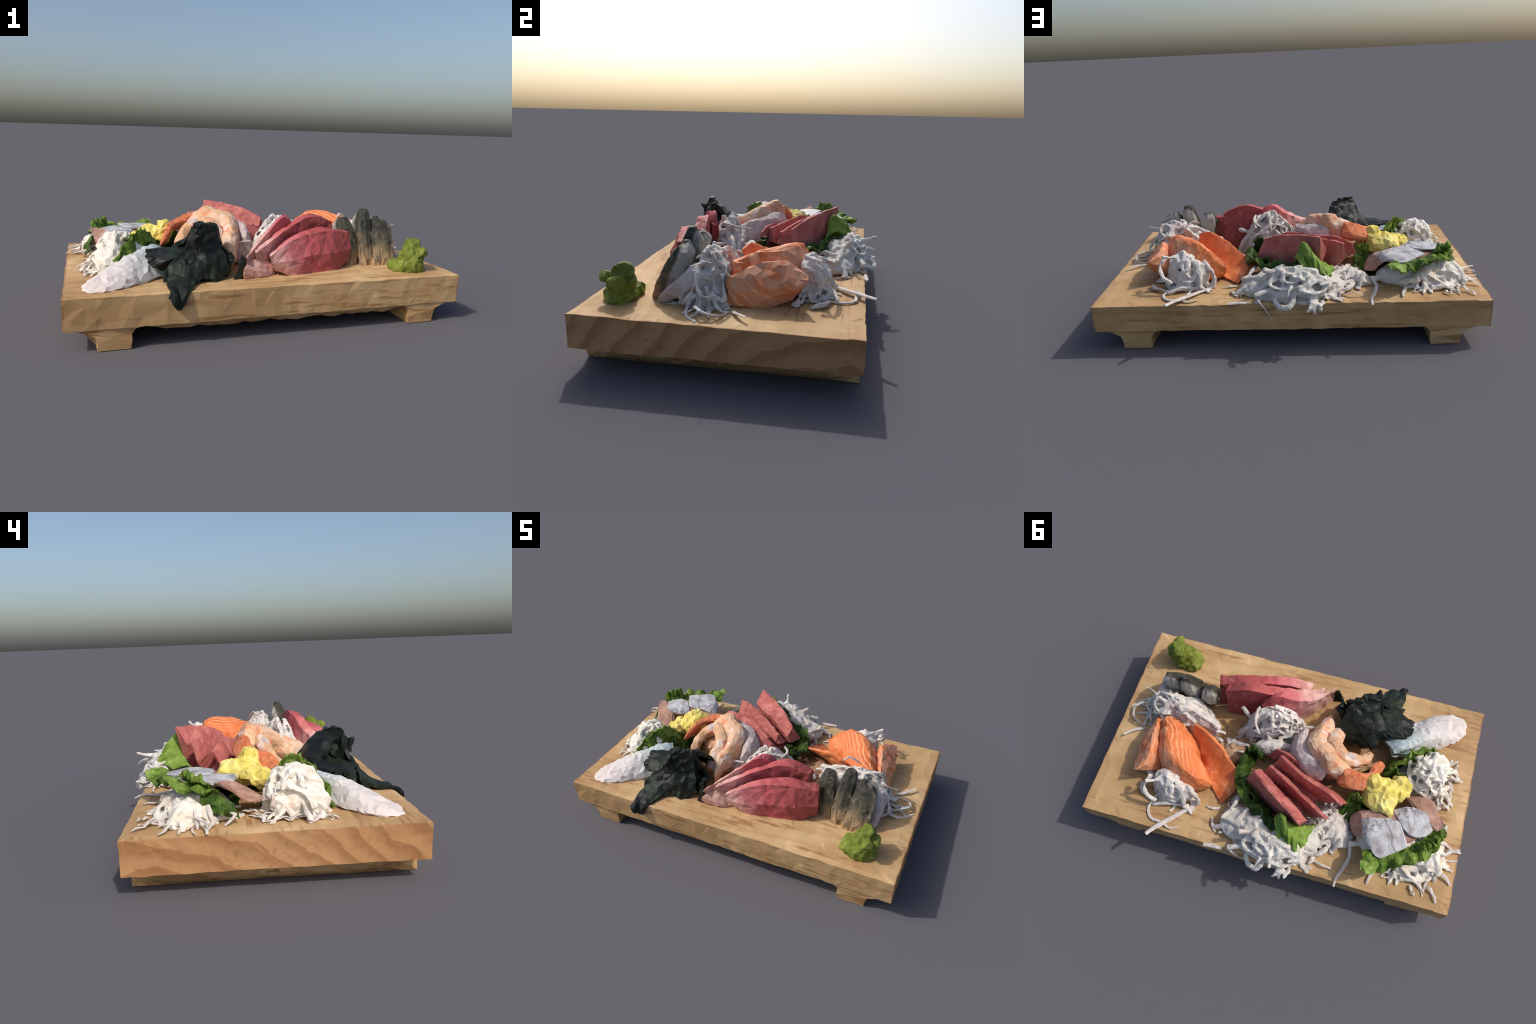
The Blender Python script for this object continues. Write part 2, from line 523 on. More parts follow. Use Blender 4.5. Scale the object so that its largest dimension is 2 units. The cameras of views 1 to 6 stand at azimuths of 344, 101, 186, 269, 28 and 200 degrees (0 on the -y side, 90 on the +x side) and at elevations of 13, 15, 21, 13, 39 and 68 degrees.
# ------------------------------------------------------------------ the board
def facet_box(lo, hi, step, jit, seed, profile=None):
    """box whose faces are broken into jittered triangles (hand-planed look)"""
    bm = bmesh.new()
    size = [hi[k] - lo[k] for k in range(3)]
    cnt = [max(1, round(size[k] / step)) for k in range(3)]
    bmesh.ops.create_cube(bm, size=1.0)
    verts = {}
    bm.clear()
    def key(i, j, k):
        if (i, j, k) not in verts:
            verts[(i, j, k)] = bm.verts.new([lo[0] + size[0] * i / cnt[0], lo[1] + size[1] * j / cnt[1], lo[2] + size[2] * k / cnt[2]])
        return verts[(i, j, k)]
    for ax in range(3):
        b, c = (ax + 1) % 3, (ax + 2) % 3
        for end in (0, cnt[ax]):
            for p in range(cnt[b]):
                for q in range(cnt[c]):
                    quad = []
                    for dp, dq in ((0, 0), (1, 0), (1, 1), (0, 1)):
                        ix = [0, 0, 0]
                        ix[ax], ix[b], ix[c] = end, p + dp, q + dq
                        quad.append(key(*ix))
                    if end == 0:
                        quad.reverse()
                    bm.faces.new(quad)
    rnd = random.Random(seed)
    for (i, j, k), v in verts.items():
        inner = [0 < (i, j, k)[t] < cnt[t] for t in range(3)]
        for t in range(3):
            f = step * 0.36 if inner[t] else jit
            v.co[t] += rnd.uniform(-f, f) * (1.0 if inner[t] else 0.8)
    for f in list(bm.faces):
        a = rnd.random() < 0.5
        vs = list(f.verts)
        if a:
            vs = vs[1:] + vs[:1]
        bm.faces.remove(f)
        bm.faces.new((vs[0], vs[1], vs[2]))
        bm.faces.new((vs[0], vs[2], vs[3]))
    bm.verts.index_update()
    V = [tuple(v.co) for v in bm.verts]
    F = [tuple(v.index for v in f.verts) for f in bm.faces]
    bm.free()
    return V, F


def build_board():
    e = thing("wooden_serving_board", (CEN[0], CEN[1], 0), "pale wooden sushi board standing on two cross feet", "serving board")
    e.rotation_euler = (0, 0, ROT)
    V, F = facet_box((-0.977, -0.576, 0.101), (0.976, 0.576, TOP), 0.042, 0.0030, 3)
    top = make("plank", (V, F), "wood", edge=None)
    rnd = random.Random(5)
    step = lambda x, a, b: min(1, max(0, (x - a) / (b - a))) ** 2 * (3 - 2 * min(1, max(0, (x - a) / (b - a))))
    for v in top.data.vertices:
        x, y, z = v.co
        if z > TOP - 0.01 and (abs(x) > 0.969 or abs(y) > 0.566):     # worn arris
            v.co.z -= 0.004
        if z < 0.115 and abs(y) < 0.56:                               # follows ragged scan residue below the plank
            bell = step(x, -0.68, -0.50) * step(-x, -0.70, -0.60) * step(-y, -0.1, 0.30)
            v.co.z -= 0.032 * bell + rnd.uniform(0, 0.006) * (bell > 0.1)
        if z > TOP - 0.01:
            v.co.z -= y * 0.0035
    top.parent = e
    for sx in (-1, 1):
        prof = [(0.698, 0.0), (0.768, 0.0), (0.838, 0.0), (0.842, 0.040), (0.850, 0.066), (0.885, 0.086), (0.945, 0.104),
                (0.77, 0.108), (0.640, 0.105), (0.676, 0.090), (0.692, 0.070), (0.695, 0.035)]
        n, rnd = 20, random.Random(9 + sx)
        R = np.zeros((n, len(prof), 3))
        for i in range(n):
            y = -0.570 + 1.138 * i / (n - 1)
            web = step(0.54 - abs(y), 0.0, 0.08)                       # scan's fill membrane, sloping towards the end of the plank
            for j, (x, z) in enumerate(prof):
                q = 0.003
                if 3 <= j <= 5:
                    x += web * (0.838 + (z / 0.104) ** 0.8 * 0.120 - x)
                R[i, j] = (sx * x + rnd.uniform(-q, q), y + rnd.uniform(-q, q), max(0.0, z + (rnd.uniform(-q, q) if 0 < z < 0.1 else 0)))
        ft = make("foot", ring_mesh(R), "wood", edge=None)
        ft.parent = e


# ------------------------------------------------------------------ radish
def heap_mesh(c, rx, ry, h, seed, strands=46, core=0.74, turn=0.0, rad=0.008, extra=(), balls=()):
    """tangle: a lumpy core wrapped in draped shreds, fused into one skin"""
    rnd = random.Random(seed)
    parts = [ball_mesh((c[0], c[1], TOP), (rx * core, ry * core, h * core), turn)]
    for b in balls:
        parts.append(ball_mesh(*b))
    ct, st = math.cos(turn), math.sin(turn)
    for _ in range(int(strands * 1.7)):
        a, p = rnd.uniform(0, 6.283), rnd.uniform(0.1, 1.5)
        head, pts = rnd.uniform(0, 6.283), []
        k = rnd.uniform(-1.2, 1.2)
        lift = rnd.uniform(0.84, 1.10)
        for s in range(rnd.randint(4, 7)):
            x, y, z = math.sin(p) * math.cos(a) * rx, math.sin(p) * math.sin(a) * ry, math.cos(p) * h
            f = lift + rnd.uniform(-0.07, 0.07)
            pts.append((c[0] + (x * ct - y * st) * f, c[1] + (x * st + y * ct) * f, max(TOP + 0.004, TOP + z * f)))
            p += math.cos(head) * 0.34
            a += math.sin(head) * 0.42
            head += k * 0.5 + rnd.uniform(-0.4, 0.4)
            p = min(max(p, 0.05), 1.62)
        r = rad * rnd.uniform(0.7, 1.25)
        parts.append(tube_mesh(pts, [(r * 1.25, r * 0.8)] * len(pts), n=18, m=7))
    for _ in range(strands // 2):          # skirt of shreds trailing onto the board
        a = rnd.uniform(0, 6.283)
        if abs(c[1] + math.sin(a + turn) * ry) > 0.53:
            continue
        h, L, pts = a + rnd.uniform(-1.3, 1.3), rnd.uniform(0.05, 0.12), []
        x, y, z = math.cos(a) * rx * 0.85, math.sin(a) * ry * 0.85, h and rnd.uniform(0.01, 0.07)
        for q in range(5):
            pts.append((c[0] + x * ct - y * st, c[1] + x * st + y * ct, TOP + max(0.005, z)))
            x += math.cos(h) * L / 4; y += math.sin(h) * L / 4; z -= 0.018; h += rnd.uniform(-0.5, 0.5)
        parts.append(tube_mesh(pts, [(rad * 1.1, rad * 0.5)] * 5, n=12, m=7))
    for e in extra:
        pts, r = e
        rr = r if hasattr(r, "__len__") else [r] * len(pts)
        parts.append(tube_mesh(pts, rr, n=18, m=7))
    return merge(parts)


def strand(parent, pts, w=0.007, t=0.004, mat="strand", seed=0):
    k = len(pts)
    prof = [0.75] + [1.0] * (k - 2) + [0.6]
    return make("radish_strand", tube_mesh(pts, [(w * q, t * q) for q in prof], n=max(10, 5 * k), m=8), mat, parent,
                noise=[(0.0018, 60)], edge=0.009, seed=seed)


def loose(parent, region, count, seed, length=(0.05, 0.12)):
    """short shreds strewn flat on the board around a heap"""
    rnd = random.Random(seed)
    (cx, cy), (rx, ry), (a0, a1) = region
    for _ in range(count):
        a = rnd.uniform(a0, a1)
        f = rnd.uniform(0.85, 1.2)
        x, y = cx + math.cos(a) * rx * f, cy + math.sin(a) * ry * f
        h, L = rnd.uniform(0, 6.283), rnd.uniform(*length)
        k = rnd.uniform(-0.8, 0.8)
        pts = []
        for s in range(5):
            pts.append((x, y, TOP + 0.006 + (rnd.uniform(0, 0.018) if 0 < s < 4 else 0)))
            x += math.cos(h) * L / 4; y += math.sin(h) * L / 4; h += k / 4 * 1.3
        strand(parent, pts, rnd.uniform(0.006, 0.010), 0.0025, seed=seed)


def build_radish():
    R = [(0.010, 16), (0.004, 40)]
    # behind the tuna
    e = thing("radish_heap", (0.12, -0.10, TOP), "round tangled heap of shredded white radish", "shredded radish")
    o = make("radish_tangle", heap_mesh((0.134, -0.132, TOP), 0.148, 0.086, 0.230, 11, 50, 0.78, 0.30, extra=[
        ([(0.318, -0.165, 0.382), (0.26, -0.12, 0.38), (0.2, -0.1, 0.38)], 0.012),
        ([(0.31, -0.05, 0.285), (0.27, -0.05, 0.36), (0.2, -0.06, 0.43)], 0.012),
        ([(0.36, 0.0, 0.262), (0.28, 0.0, 0.27), (0.2, 0.01, 0.27)], 0.014)], balls=[((0.10, -0.02, 0.295), (0.11, 0.045, 0.065), 0.3)]), "daikon", e, R, 0.0130, 0.0058, 1, TOP + 0.002)
    o["kind"] = "stuff"
    strand(e, [(0.211, -0.149, 0.474), (0.215, -0.11, 0.468), (0.205, -0.06, 0.455), (0.167, -0.012, 0.444)], 0.008, 0.005)
    strand(e, [(-0.03, -0.16, 0.37), (-0.075, -0.17, 0.372), (-0.11, -0.175, 0.365)], 0.008, 0.005)
    strand(e, [(0.32, -0.03, 0.25), (0.345, 0.01, 0.27), (0.34, 0.06, 0.26), (0.30, 0.09, 0.25)], 0.008, 0.005)
    strand(e, [(0.24, 0.02, 0.25), (0.26, 0.05, 0.28), (0.30, 0.04, 0.26)], 0.008, 0.005)
    o = make("crumple_mound", heap_mesh((0.315, 0.055, TOP), 0.125, 0.085, 0.028, 17, 26, 0.8, 0.7, rad=0.009, extra=[
        ([(0.25, 0.0, 0.26), (0.21, 0.05, 0.28), (0.20, 0.10, 0.285)], 0.012)]), "crumple_tan", e, R, 0.020, 0.008, 8, TOP + 0.001)  # added mound copying the scan's raised, board-coloured crumple
    o["kind"] = "stuff"
    # behind the mackerel
    e = thing("radish_heap", (0.66, -0.06, TOP), "shredded white radish bank with a long pointed shred", "shredded radish")
    o = make("radish_tangle", heap_mesh((0.655, -0.055, TOP), 0.185, 0.105, 0.20, 12, 44, 0.84, 0.0, extra=[
        ([(0.861, -0.095, 0.432), (0.81, -0.085, 0.425), (0.75, -0.06, 0.42), (0.68, -0.05, 0.41)], [0.004, 0.013, 0.018, 0.016]),
        ([(0.735, -0.04, 0.465), (0.76, -0.02, 0.44), (0.74, 0.01, 0.41), (0.70, 0.01, 0.40), (0.68, -0.02, 0.43), (0.735, -0.04, 0.462)], 0.009),
        ([(0.397, -0.01, 0.375), (0.46, -0.02, 0.40), (0.55, -0.034, 0.435), (0.62, -0.03, 0.44)], 0.012),
        ([(0.356, -0.005, 0.335), (0.40, 0.0, 0.345), (0.47, 0.0, 0.36), (0.56, 0.0, 0.38)], 0.012),
        ([(0.38, 0.02, 0.27), (0.44, 0.01, 0.31), (0.50, 0.0, 0.33)], 0.012),
        ([(0.80, -0.16, 0.27), (0.78, -0.12, 0.33), (0.74, -0.08, 0.38)], 0.018)],
        balls=[((0.50, -0.03, 0.32), (0.10, 0.05, 0.09)), ((0.73, -0.10, 0.32), (0.07, 0.08, 0.09)), ((0.60, -0.09, 0.36), (0.10, 0.05, 0.06))]), "daikon", e, R, 0.0130, 0.0058, 2, TOP + 0.002)
    o["kind"] = "stuff"
    strand(e, [(0.53, -0.024, 0.470), (0.545, -0.01, 0.486), (0.575, 0.005, 0.478), (0.616, 0.024, 0.437)], 0.008, 0.005)
    strand(e, [(0.83, -0.08, 0.25), (0.89, -0.06, 0.28), (0.925, -0.02, 0.275), (0.91, 0.03, 0.26), (0.855, 0.056, 0.25)], 0.007, 0.004)
    strand(e, [(0.80, -0.10, 0.29), (0.84, -0.11, 0.26), (0.89, -0.10, 0.248), (0.958, -0.037, 0.246)], 0.007, 0.004)
    strand(e, [(0.80, -0.03, 0.27), (0.86, -0.02, 0.25), (0.91, 0.0, 0.25)], 0.008, 0.004)
    strand(e, [(0.82, 0.07, 0.25), (0.87, 0.10, 0.26), (0.915, 0.15, 0.268)], 0.009, 0.004)
    strand(e, [(0.78, -0.09, 0.30), (0.83, -0.06, 0.29), (0.90, -0.06, 0.25), (0.93, -0.08, 0.246)], 0.006, 0.004)
    # beside the salmon
    e = thing("radish_heap", (0.54, 0.38, TOP), "loose looping nest of shredded white radish", "shredded radish")
    o = make("radish_tangle", heap_mesh((0.525, 0.352, TOP), 0.100, 0.072, 0.168, 13, 34, 0.66, rad=0.009, extra=[
        ([(0.627, 0.408, 0.427), (0.60, 0.395, 0.42), (0.57, 0.37, 0.415), (0.542, 0.319, 0.42)], 0.011),
        ([(0.625, 0.365, 0.41), (0.64, 0.42, 0.38), (0.62, 0.45, 0.33), (0.58, 0.46, 0.30)], 0.012),
        ([(0.429, 0.356, 0.39), (0.40, 0.37, 0.35), (0.372, 0.38, 0.30), (0.39, 0.40, 0.25)], 0.012),
        ([(0.429, 0.356, 0.38), (0.44, 0.40, 0.34), (0.44, 0.43, 0.26)], 0.011),
        ([(0.63, 0.44, 0.26), (0.68, 0.42, 0.26), (0.71, 0.37, 0.25)], 0.010),
        ([(0.61, 0.47, 0.25), (0.55, 0.45, 0.265), (0.47, 0.43, 0.265), (0.42, 0.42, 0.25)], 0.012)],
        balls=[((0.45, 0.36, 0.31), (0.05, 0.04, 0.07)), ((0.55, 0.33, 0.35), (0.06, 0.04, 0.06))]), "daikon", e, R, 0.0125, 0.0055, 3, TOP + 0.002)
    o["kind"] = "stuff"
    strand(e, [(0.570, 0.630, 0.262), (0.54, 0.585, 0.262), (0.478, 0.509, 0.258), (0.42, 0.44, 0.255), (0.371, 0.378, 0.250)], 0.014, 0.007)
    strand(e, [(0.61, 0.44, 0.25), (0.618, 0.495, 0.25), (0.585, 0.54, 0.25), (0.52, 0.545, 0.25), (0.47, 0.56, 0.25), (0.43, 0.54, 0.25)], 0.008, 0.005)
    # north side, in front of the red slices
    e = thing("radish_heap", (0.0, 0.46, TOP), "wide spiky heap of shredded white radish", "shredded radish")
    o = make("radish_tangle", heap_mesh((-0.045, 0.470, TOP), 0.20, 0.095, 0.132, 14, 64, 0.82, -0.15, rad=0.0085, extra=[
        ([(-0.102, 0.615, 0.383), (-0.09, 0.58, 0.37), (-0.07, 0.53, 0.36)], [0.006, 0.014, 0.02]),
        ([(-0.022, 0.640, 0.295), (-0.03, 0.61, 0.325), (-0.04, 0.57, 0.33)], [0.005, 0.008, 0.014]),
        ([(-0.116, 0.626, 0.222), (-0.13, 0.60, 0.25), (-0.14, 0.54, 0.28)], [0.010, 0.018, 0.022]),
        ([(-0.181, 0.600, 0.215), (-0.16, 0.58, 0.25), (-0.14, 0.54, 0.28)], [0.006, 0.012, 0.02]),
        ([(-0.150, 0.622, 0.212), (-0.145, 0.59, 0.25), (-0.14, 0.54, 0.28)], [0.006, 0.010, 0.02]),
        ([(0.143, 0.569, 0.287), (0.10, 0.55, 0.29), (0.04, 0.52, 0.30)], 0.014),
        ([(-0.268, 0.465, 0.301), (-0.22, 0.47, 0.31), (-0.15, 0.47, 0.32)], [0.006, 0.014, 0.02]),
        ([(0.05, 0.56, 0.26), (0.02, 0.605, 0.24), (-0.03, 0.61, 0.245), (-0.05, 0.57, 0.28)], 0.012),
        ([(0.255, 0.481, 0.25), (0.21, 0.47, 0.27), (0.15, 0.47, 0.28), (0.08, 0.47, 0.29)], 0.013),
        ([(0.221, 0.432, 0.315), (0.17, 0.44, 0.32), (0.10, 0.45, 0.33)], 0.013),
        ([(0.221, 0.432, 0.31), (0.18, 0.35, 0.32), (0.164, 0.27, 0.32)], 0.009),
        ([(0.15, 0.44, 0.32), (0.11, 0.37, 0.33), (0.10, 0.31, 0.32)], 0.008),
        ([(0.098, 0.495, 0.388), (0.07, 0.48, 0.37), (0.03, 0.46, 0.35)], [0.012, 0.018, 0.02]),
        ([(-0.20, 0.40, 0.30), (-0.26, 0.33, 0.30), (-0.319, 0.237, 0.305)], 0.016),
        ([(-0.20, 0.43, 0.27), (-0.28, 0.40, 0.275), (-0.37, 0.348, 0.262), (-0.44, 0.30, 0.26)], 0.014),
        ([(-0.23, 0.47, 0.255), (-0.30, 0.45, 0.26), (-0.34, 0.40, 0.265), (-0.38, 0.33, 0.26)], 0.011)],
        balls=[((0.12, 0.42, 0.27), (0.11, 0.10, 0.05), 0.2), ((-0.21, 0.38, 0.265), (0.10, 0.09, 0.04)), ((-0.02, 0.42, 0.32), (0.13, 0.06, 0.06))]),
        "daikon_cool", e, [(0.010, 15), (0.006, 34)], 0.0130, 0.0058, 4, None)
    o["kind"] = "stuff"
    strand(e, [(0.145, 0.55, 0.28), (0.12, 0.572, 0.255), (0.09, 0.575, 0.21), (0.06, 0.575, 0.161)], 0.008, 0.004)
    strand(e, [(0.27, 0.585, 0.248), (0.22, 0.575, 0.250), (0.17, 0.575, 0.248)], 0.012, 0.006)
    loose(e, ((-0.3, 0.40), (0.09, 0.09), (-0.5, 3.0)), 7, 44)
    loose(e, ((0.15, 0.42), (0.12, 0.1), (-1.2, 1.5)), 6, 45)
    o = make("radish_tangle", heap_mesh((-0.335, 0.285, TOP), 0.105, 0.080, 0.055, 18, 40, 0.62, -0.6, rad=0.008), "daikon", e, R, 0.0135, 0.0058, 9, TOP + 0.001)
    o["kind"] = "stuff"
    # under the silver fish
    e = thing("radish_heap", (-0.74, 0.30, TOP), "shredded white radish bed with loose ends", "shredded radish")
    o = make("radish_tangle", heap_mesh((-0.73, 0.28, TOP), 0.165, 0.14, 0.098, 15, 50, 0.80, rad=0.0085, extra=[
        ([(-0.437, 0.347, 0.268), (-0.50, 0.33, 0.28), (-0.56, 0.32, 0.29)], 0.018),
        ([(-0.55, 0.36, 0.26), (-0.60, 0.40, 0.28), (-0.66, 0.41, 0.30)], 0.018),
        ([(-0.895, 0.35, 0.25), (-0.88, 0.33, 0.30), (-0.85, 0.28, 0.33)], 0.018),
        ([(-0.86, 0.39, 0.25), (-0.80, 0.42, 0.265), (-0.72, 0.43, 0.26)], 0.013)],
        balls=[((-0.60, 0.29, 0.27), (0.14, 0.09, 0.06)), ((-0.83, 0.29, 0.28), (0.06, 0.08, 0.05))]), "daikon_warm", e, R, 0.0150, 0.0060, 5, TOP + 0.002)
    o["kind"] = "stuff"
    strand(e, [(-0.437, 0.347, 0.272), (-0.455, 0.40, 0.268), (-0.44, 0.48, 0.252), (-0.423, 0.535, 0.250), (-0.424, 0.575, 0.236)], 0.010, 0.006)
    strand(e, [(-0.90, 0.26, 0.29), (-0.93, 0.23, 0.285), (-0.975, 0.204, 0.282)], 0.008, 0.005)
    strand(e, [(-0.88, 0.18, 0.27), (-0.92, 0.20, 0.258), (-0.95, 0.21, 0.252)], 0.009, 0.005)
    strand(e, [(-0.91, 0.27, 0.25), (-0.95, 0.265, 0.248), (-0.981, 0.252, 0.250)], 0.005, 0.004)
    strand(e, [(-0.86, 0.21, 0.32), (-0.89, 0.20, 0.29), (-0.90, 0.19, 0.25)], 0.011, 0.007)
    strand(e, [(-0.87, 0.26, 0.31), (-0.905, 0.25, 0.28), (-0.92, 0.25, 0.246)], 0.010, 0.007)
    strand(e, [(-0.86, 0.13, 0.29), (-0.88, 0.11, 0.285), (-0.885, 0.13, 0.26), (-0.89, 0.15, 0.246)], 0.010, 0.006)
    loose(e, ((-0.74, 0.28), (0.17, 0.15), (0.6, 3.6)), 14, 55)
    # west side, beside the squid
    e = thing("radish_heap", (-0.73, -0.14, TOP), "compact dome of shredded white radish", "shredded radish")
    o = make("radish_tangle", heap_mesh((-0.718, -0.135, TOP), 0.125, 0.125, 0.170, 16, 44, 0.84, rad=0.0085, extra=[
        ([(-0.891, -0.027, 0.245), (-0.85, -0.06, 0.27), (-0.80, -0.09, 0.29)], 0.014),
        ([(-0.79, -0.04, 0.26), (-0.78, -0.07, 0.30), (-0.75, -0.10, 0.34)], 0.016),
        ([(-0.86, -0.20, 0.29), (-0.84, -0.17, 0.33), (-0.80, -0.15, 0.35)], 0.012)],
        balls=[((-0.75, -0.19, 0.30), (0.08, 0.08, 0.06))]), "daikon_warm", e, [(0.012, 16), (0.008, 34)], 0.017, 0.0062, 6, TOP + 0.002)
    o["kind"] = "stuff"
    strand(e, [(-0.84, -0.16, 0.30), (-0.88, -0.16, 0.28), (-0.92, -0.17, 0.262)], 0.007, 0.005)
    strand(e, [(-0.86, -0.22, 0.28), (-0.885, -0.2, 0.255), (-0.90, -0.17, 0.245)], 0.009, 0.005)
    loose(e, ((-0.73, -0.12), (0.145, 0.14), (1.7, 4.3)), 14, 66)


# ------------------------------------------------------------------ fish
def build_tuna():
    e = thing("tuna_sashimi", (0.2, -0.32, TOP), "three thick tuna slices fading from red to pink", "raw fish")
    N = [(0.005, 13), (0.004, 30)]
    # cross-sections: front foot, front edge, back edge, back foot
    s1 = [[(0.030, -0.420, 0.275), (0.010, -0.440, 0.315), (-0.004, -0.448, 0.352), (0.010, -0.385, 0.354), (0.04, -0.37, 0.28)],
          [(0.130, -0.425, 0.240), (0.110, -0.435, 0.325), (0.105, -0.405, 0.408), (0.115, -0.350, 0.414), (0.14, -0.335, 0.238)],
          [(0.240, -0.395, 0.240), (0.230, -0.402, 0.340), (0.225, -0.360, 0.442), (0.230, -0.300, 0.452), (0.25, -0.285, 0.24)],
          [(0.370, -0.362, 0.240), (0.365, -0.368, 0.340), (0.362, -0.318, 0.446), (0.360, -0.260, 0.456), (0.37, -0.245, 0.24)],
          [(0.488, -0.295, 0.262), (0.494, -0.300, 0.345), (0.490, -0.282, 0.430), (0.470, -0.225, 0.434), (0.475, -0.205, 0.265)]]
    s2 = [[(-0.05, -0.390, 0.300), (-0.078, -0.435, 0.366), (-0.062, -0.385, 0.374), (-0.03, -0.36, 0.30)],
          [(0.03, -0.345, 0.250), (0.020, -0.362, 0.405), (0.030, -0.312, 0.412), (0.04, -0.30, 0.25)],
          [(0.15, -0.290, 0.245), (0.140, -0.298, 0.462), (0.150, -0.240, 0.470), (0.16, -0.225, 0.25)],
          [(0.29, -0.245, 0.245), (0.280, -0.252, 0.512), (0.295, -0.196, 0.520), (0.30, -0.190, 0.25)],
          [(0.41, -0.225, 0.260), (0.408, -0.232, 0.480), (0.412, -0.175, 0.478), (0.41, -0.165, 0.26)]]
    s3 = [[(-0.10, -0.420, 0.270), (-0.130, -0.468, 0.352), (-0.112, -0.420, 0.359), (-0.08, -0.39, 0.27)],
          [(-0.05, -0.360, 0.245), (-0.060, -0.378, 0.385), (-0.050, -0.328, 0.390), (-0.04, -0.30, 0.25)],
          [(0.04, -0.285, 0.245), (0.035, -0.300, 0.452), (0.045, -0.250, 0.456), (0.05, -0.235, 0.25)],
          [(0.13, -0.235, 0.250), (0.125, -0.252, 0.512), (0.140, -0.205, 0.522), (0.15, -0.19, 0.25)],
          [(0.21, -0.200, 0.270), (0.205, -0.206, 0.462), (0.210, -0.170, 0.458), (0.215, -0.155, 0.27)]]
    for i, q in enumerate((s1, s2, s3)):
        make("tuna_slice", ring_loft(q, sharp=True), "tuna", e, N, 0.030, seed=20 + i)
    foot = [[(-0.13, -0.440, 0.242), (-0.135, -0.458, 0.300), (-0.105, -0.415, 0.33), (-0.09, -0.37, 0.242)],
            [(-0.04, -0.432, 0.240), (-0.045, -0.445, 0.282), (-0.050, -0.390, 0.33), (-0.03, -0.34, 0.240)],
            [(0.045, -0.385, 0.240), (0.035, -0.395, 0.268), (0.030, -0.365, 0.30), (0.05, -0.33, 0.240)]]
    make("tuna_slice", ring_loft(foot), "tuna", e, N, 0.028, seed=24)


def build_red():
    e = thing("red_fish_sashimi", (-0.07, 0.22, TOP), "three upright slices of lean red fish", "raw fish")
    # top edge of each slice from east to west, with the west tip hanging free
    crest = [[(0.128, 0.188, 0.441), (0.051, 0.252, 0.480), (-0.052, 0.321, 0.506), (-0.125, 0.366, 0.516), (-0.178, 0.397, 0.517)],
             [(0.062, 0.126, 0.410), (-0.035, 0.184, 0.442), (-0.130, 0.240, 0.460), (-0.225, 0.288, 0.465), (-0.293, 0.320, 0.457)],
             [(0.024, 0.062, 0.420), (-0.080, 0.122, 0.440), (-0.180, 0.163, 0.448), (-0.275, 0.190, 0.446), (-0.342, 0.214, 0.420)],
             [(0.066, 0.026, 0.405), (0.01, 0.040, 0.428), (-0.05, 0.060, 0.430), (-0.12, 0.090, 0.425), (-0.19, 0.118, 0.41)]]
    across = np.array((-0.50, -0.866, 0.0))         # from the north face to the south face
    slope = (0.060, 0.036, 0.055, 0.040)            # how far the sunny face runs out
    for i, row in enumerate(crest):
        sec = []
        for j, p in enumerate(row):
            p = np.array(p)
            foot = [0.352, 0.300, 0.285, 0.298, 0.350][j]
            out = [-0.032, -0.024, -0.012, 0.010, 0.036][j]
            run = slope[i] * [0.75, 0.92, 1.0, 1.02, 1.0][j]
            drop = [0.050, 0.065, 0.075, 0.082, 0.085][j]
            west = [0.020, 0.0, 0.0, 0.008, 0.022][j]
            b = np.array((p[0] + west, p[1], foot))
            q = p + across * run - np.array((0, 0, drop))
            tip = p + across * 0.008
            sec.append([b + across * out, p - across * 0.002, tip, q, b + across * max(out + 0.012, run * 0.85)])
        make("red_fish_slice", ring_loft(sec, sharp=True), "red", e, [(0.004, 15), (0.003, 36)], 0.022, seed=30 + i)
    # added filler closing the gaps under and between the slices
    bed = [[(0.10, 0.19, 0.26), (0.09, 0.15, 0.315), (0.06, 0.06, 0.32), (0.03, 0.0, 0.33), (0.02, -0.01, 0.26)],
           [(-0.02, 0.24, 0.26), (-0.03, 0.20, 0.325), (-0.07, 0.11, 0.325), (-0.10, 0.05, 0.33), (-0.10, 0.03, 0.26)],
           [(-0.12, 0.29, 0.27), (-0.13, 0.25, 0.325), (-0.18, 0.16, 0.325), (-0.20, 0.10, 0.33), (-0.20, 0.08, 0.26)],
           [(-0.16, 0.28, 0.27), (-0.17, 0.25, 0.300), (-0.22, 0.18, 0.300), (-0.24, 0.14, 0.30), (-0.24, 0.12, 0.27)]]
    make("red_fish_filler", ring_loft(bed), "red", e, [(0.010, 15), (0.004, 36)], 0.028, seed=36)


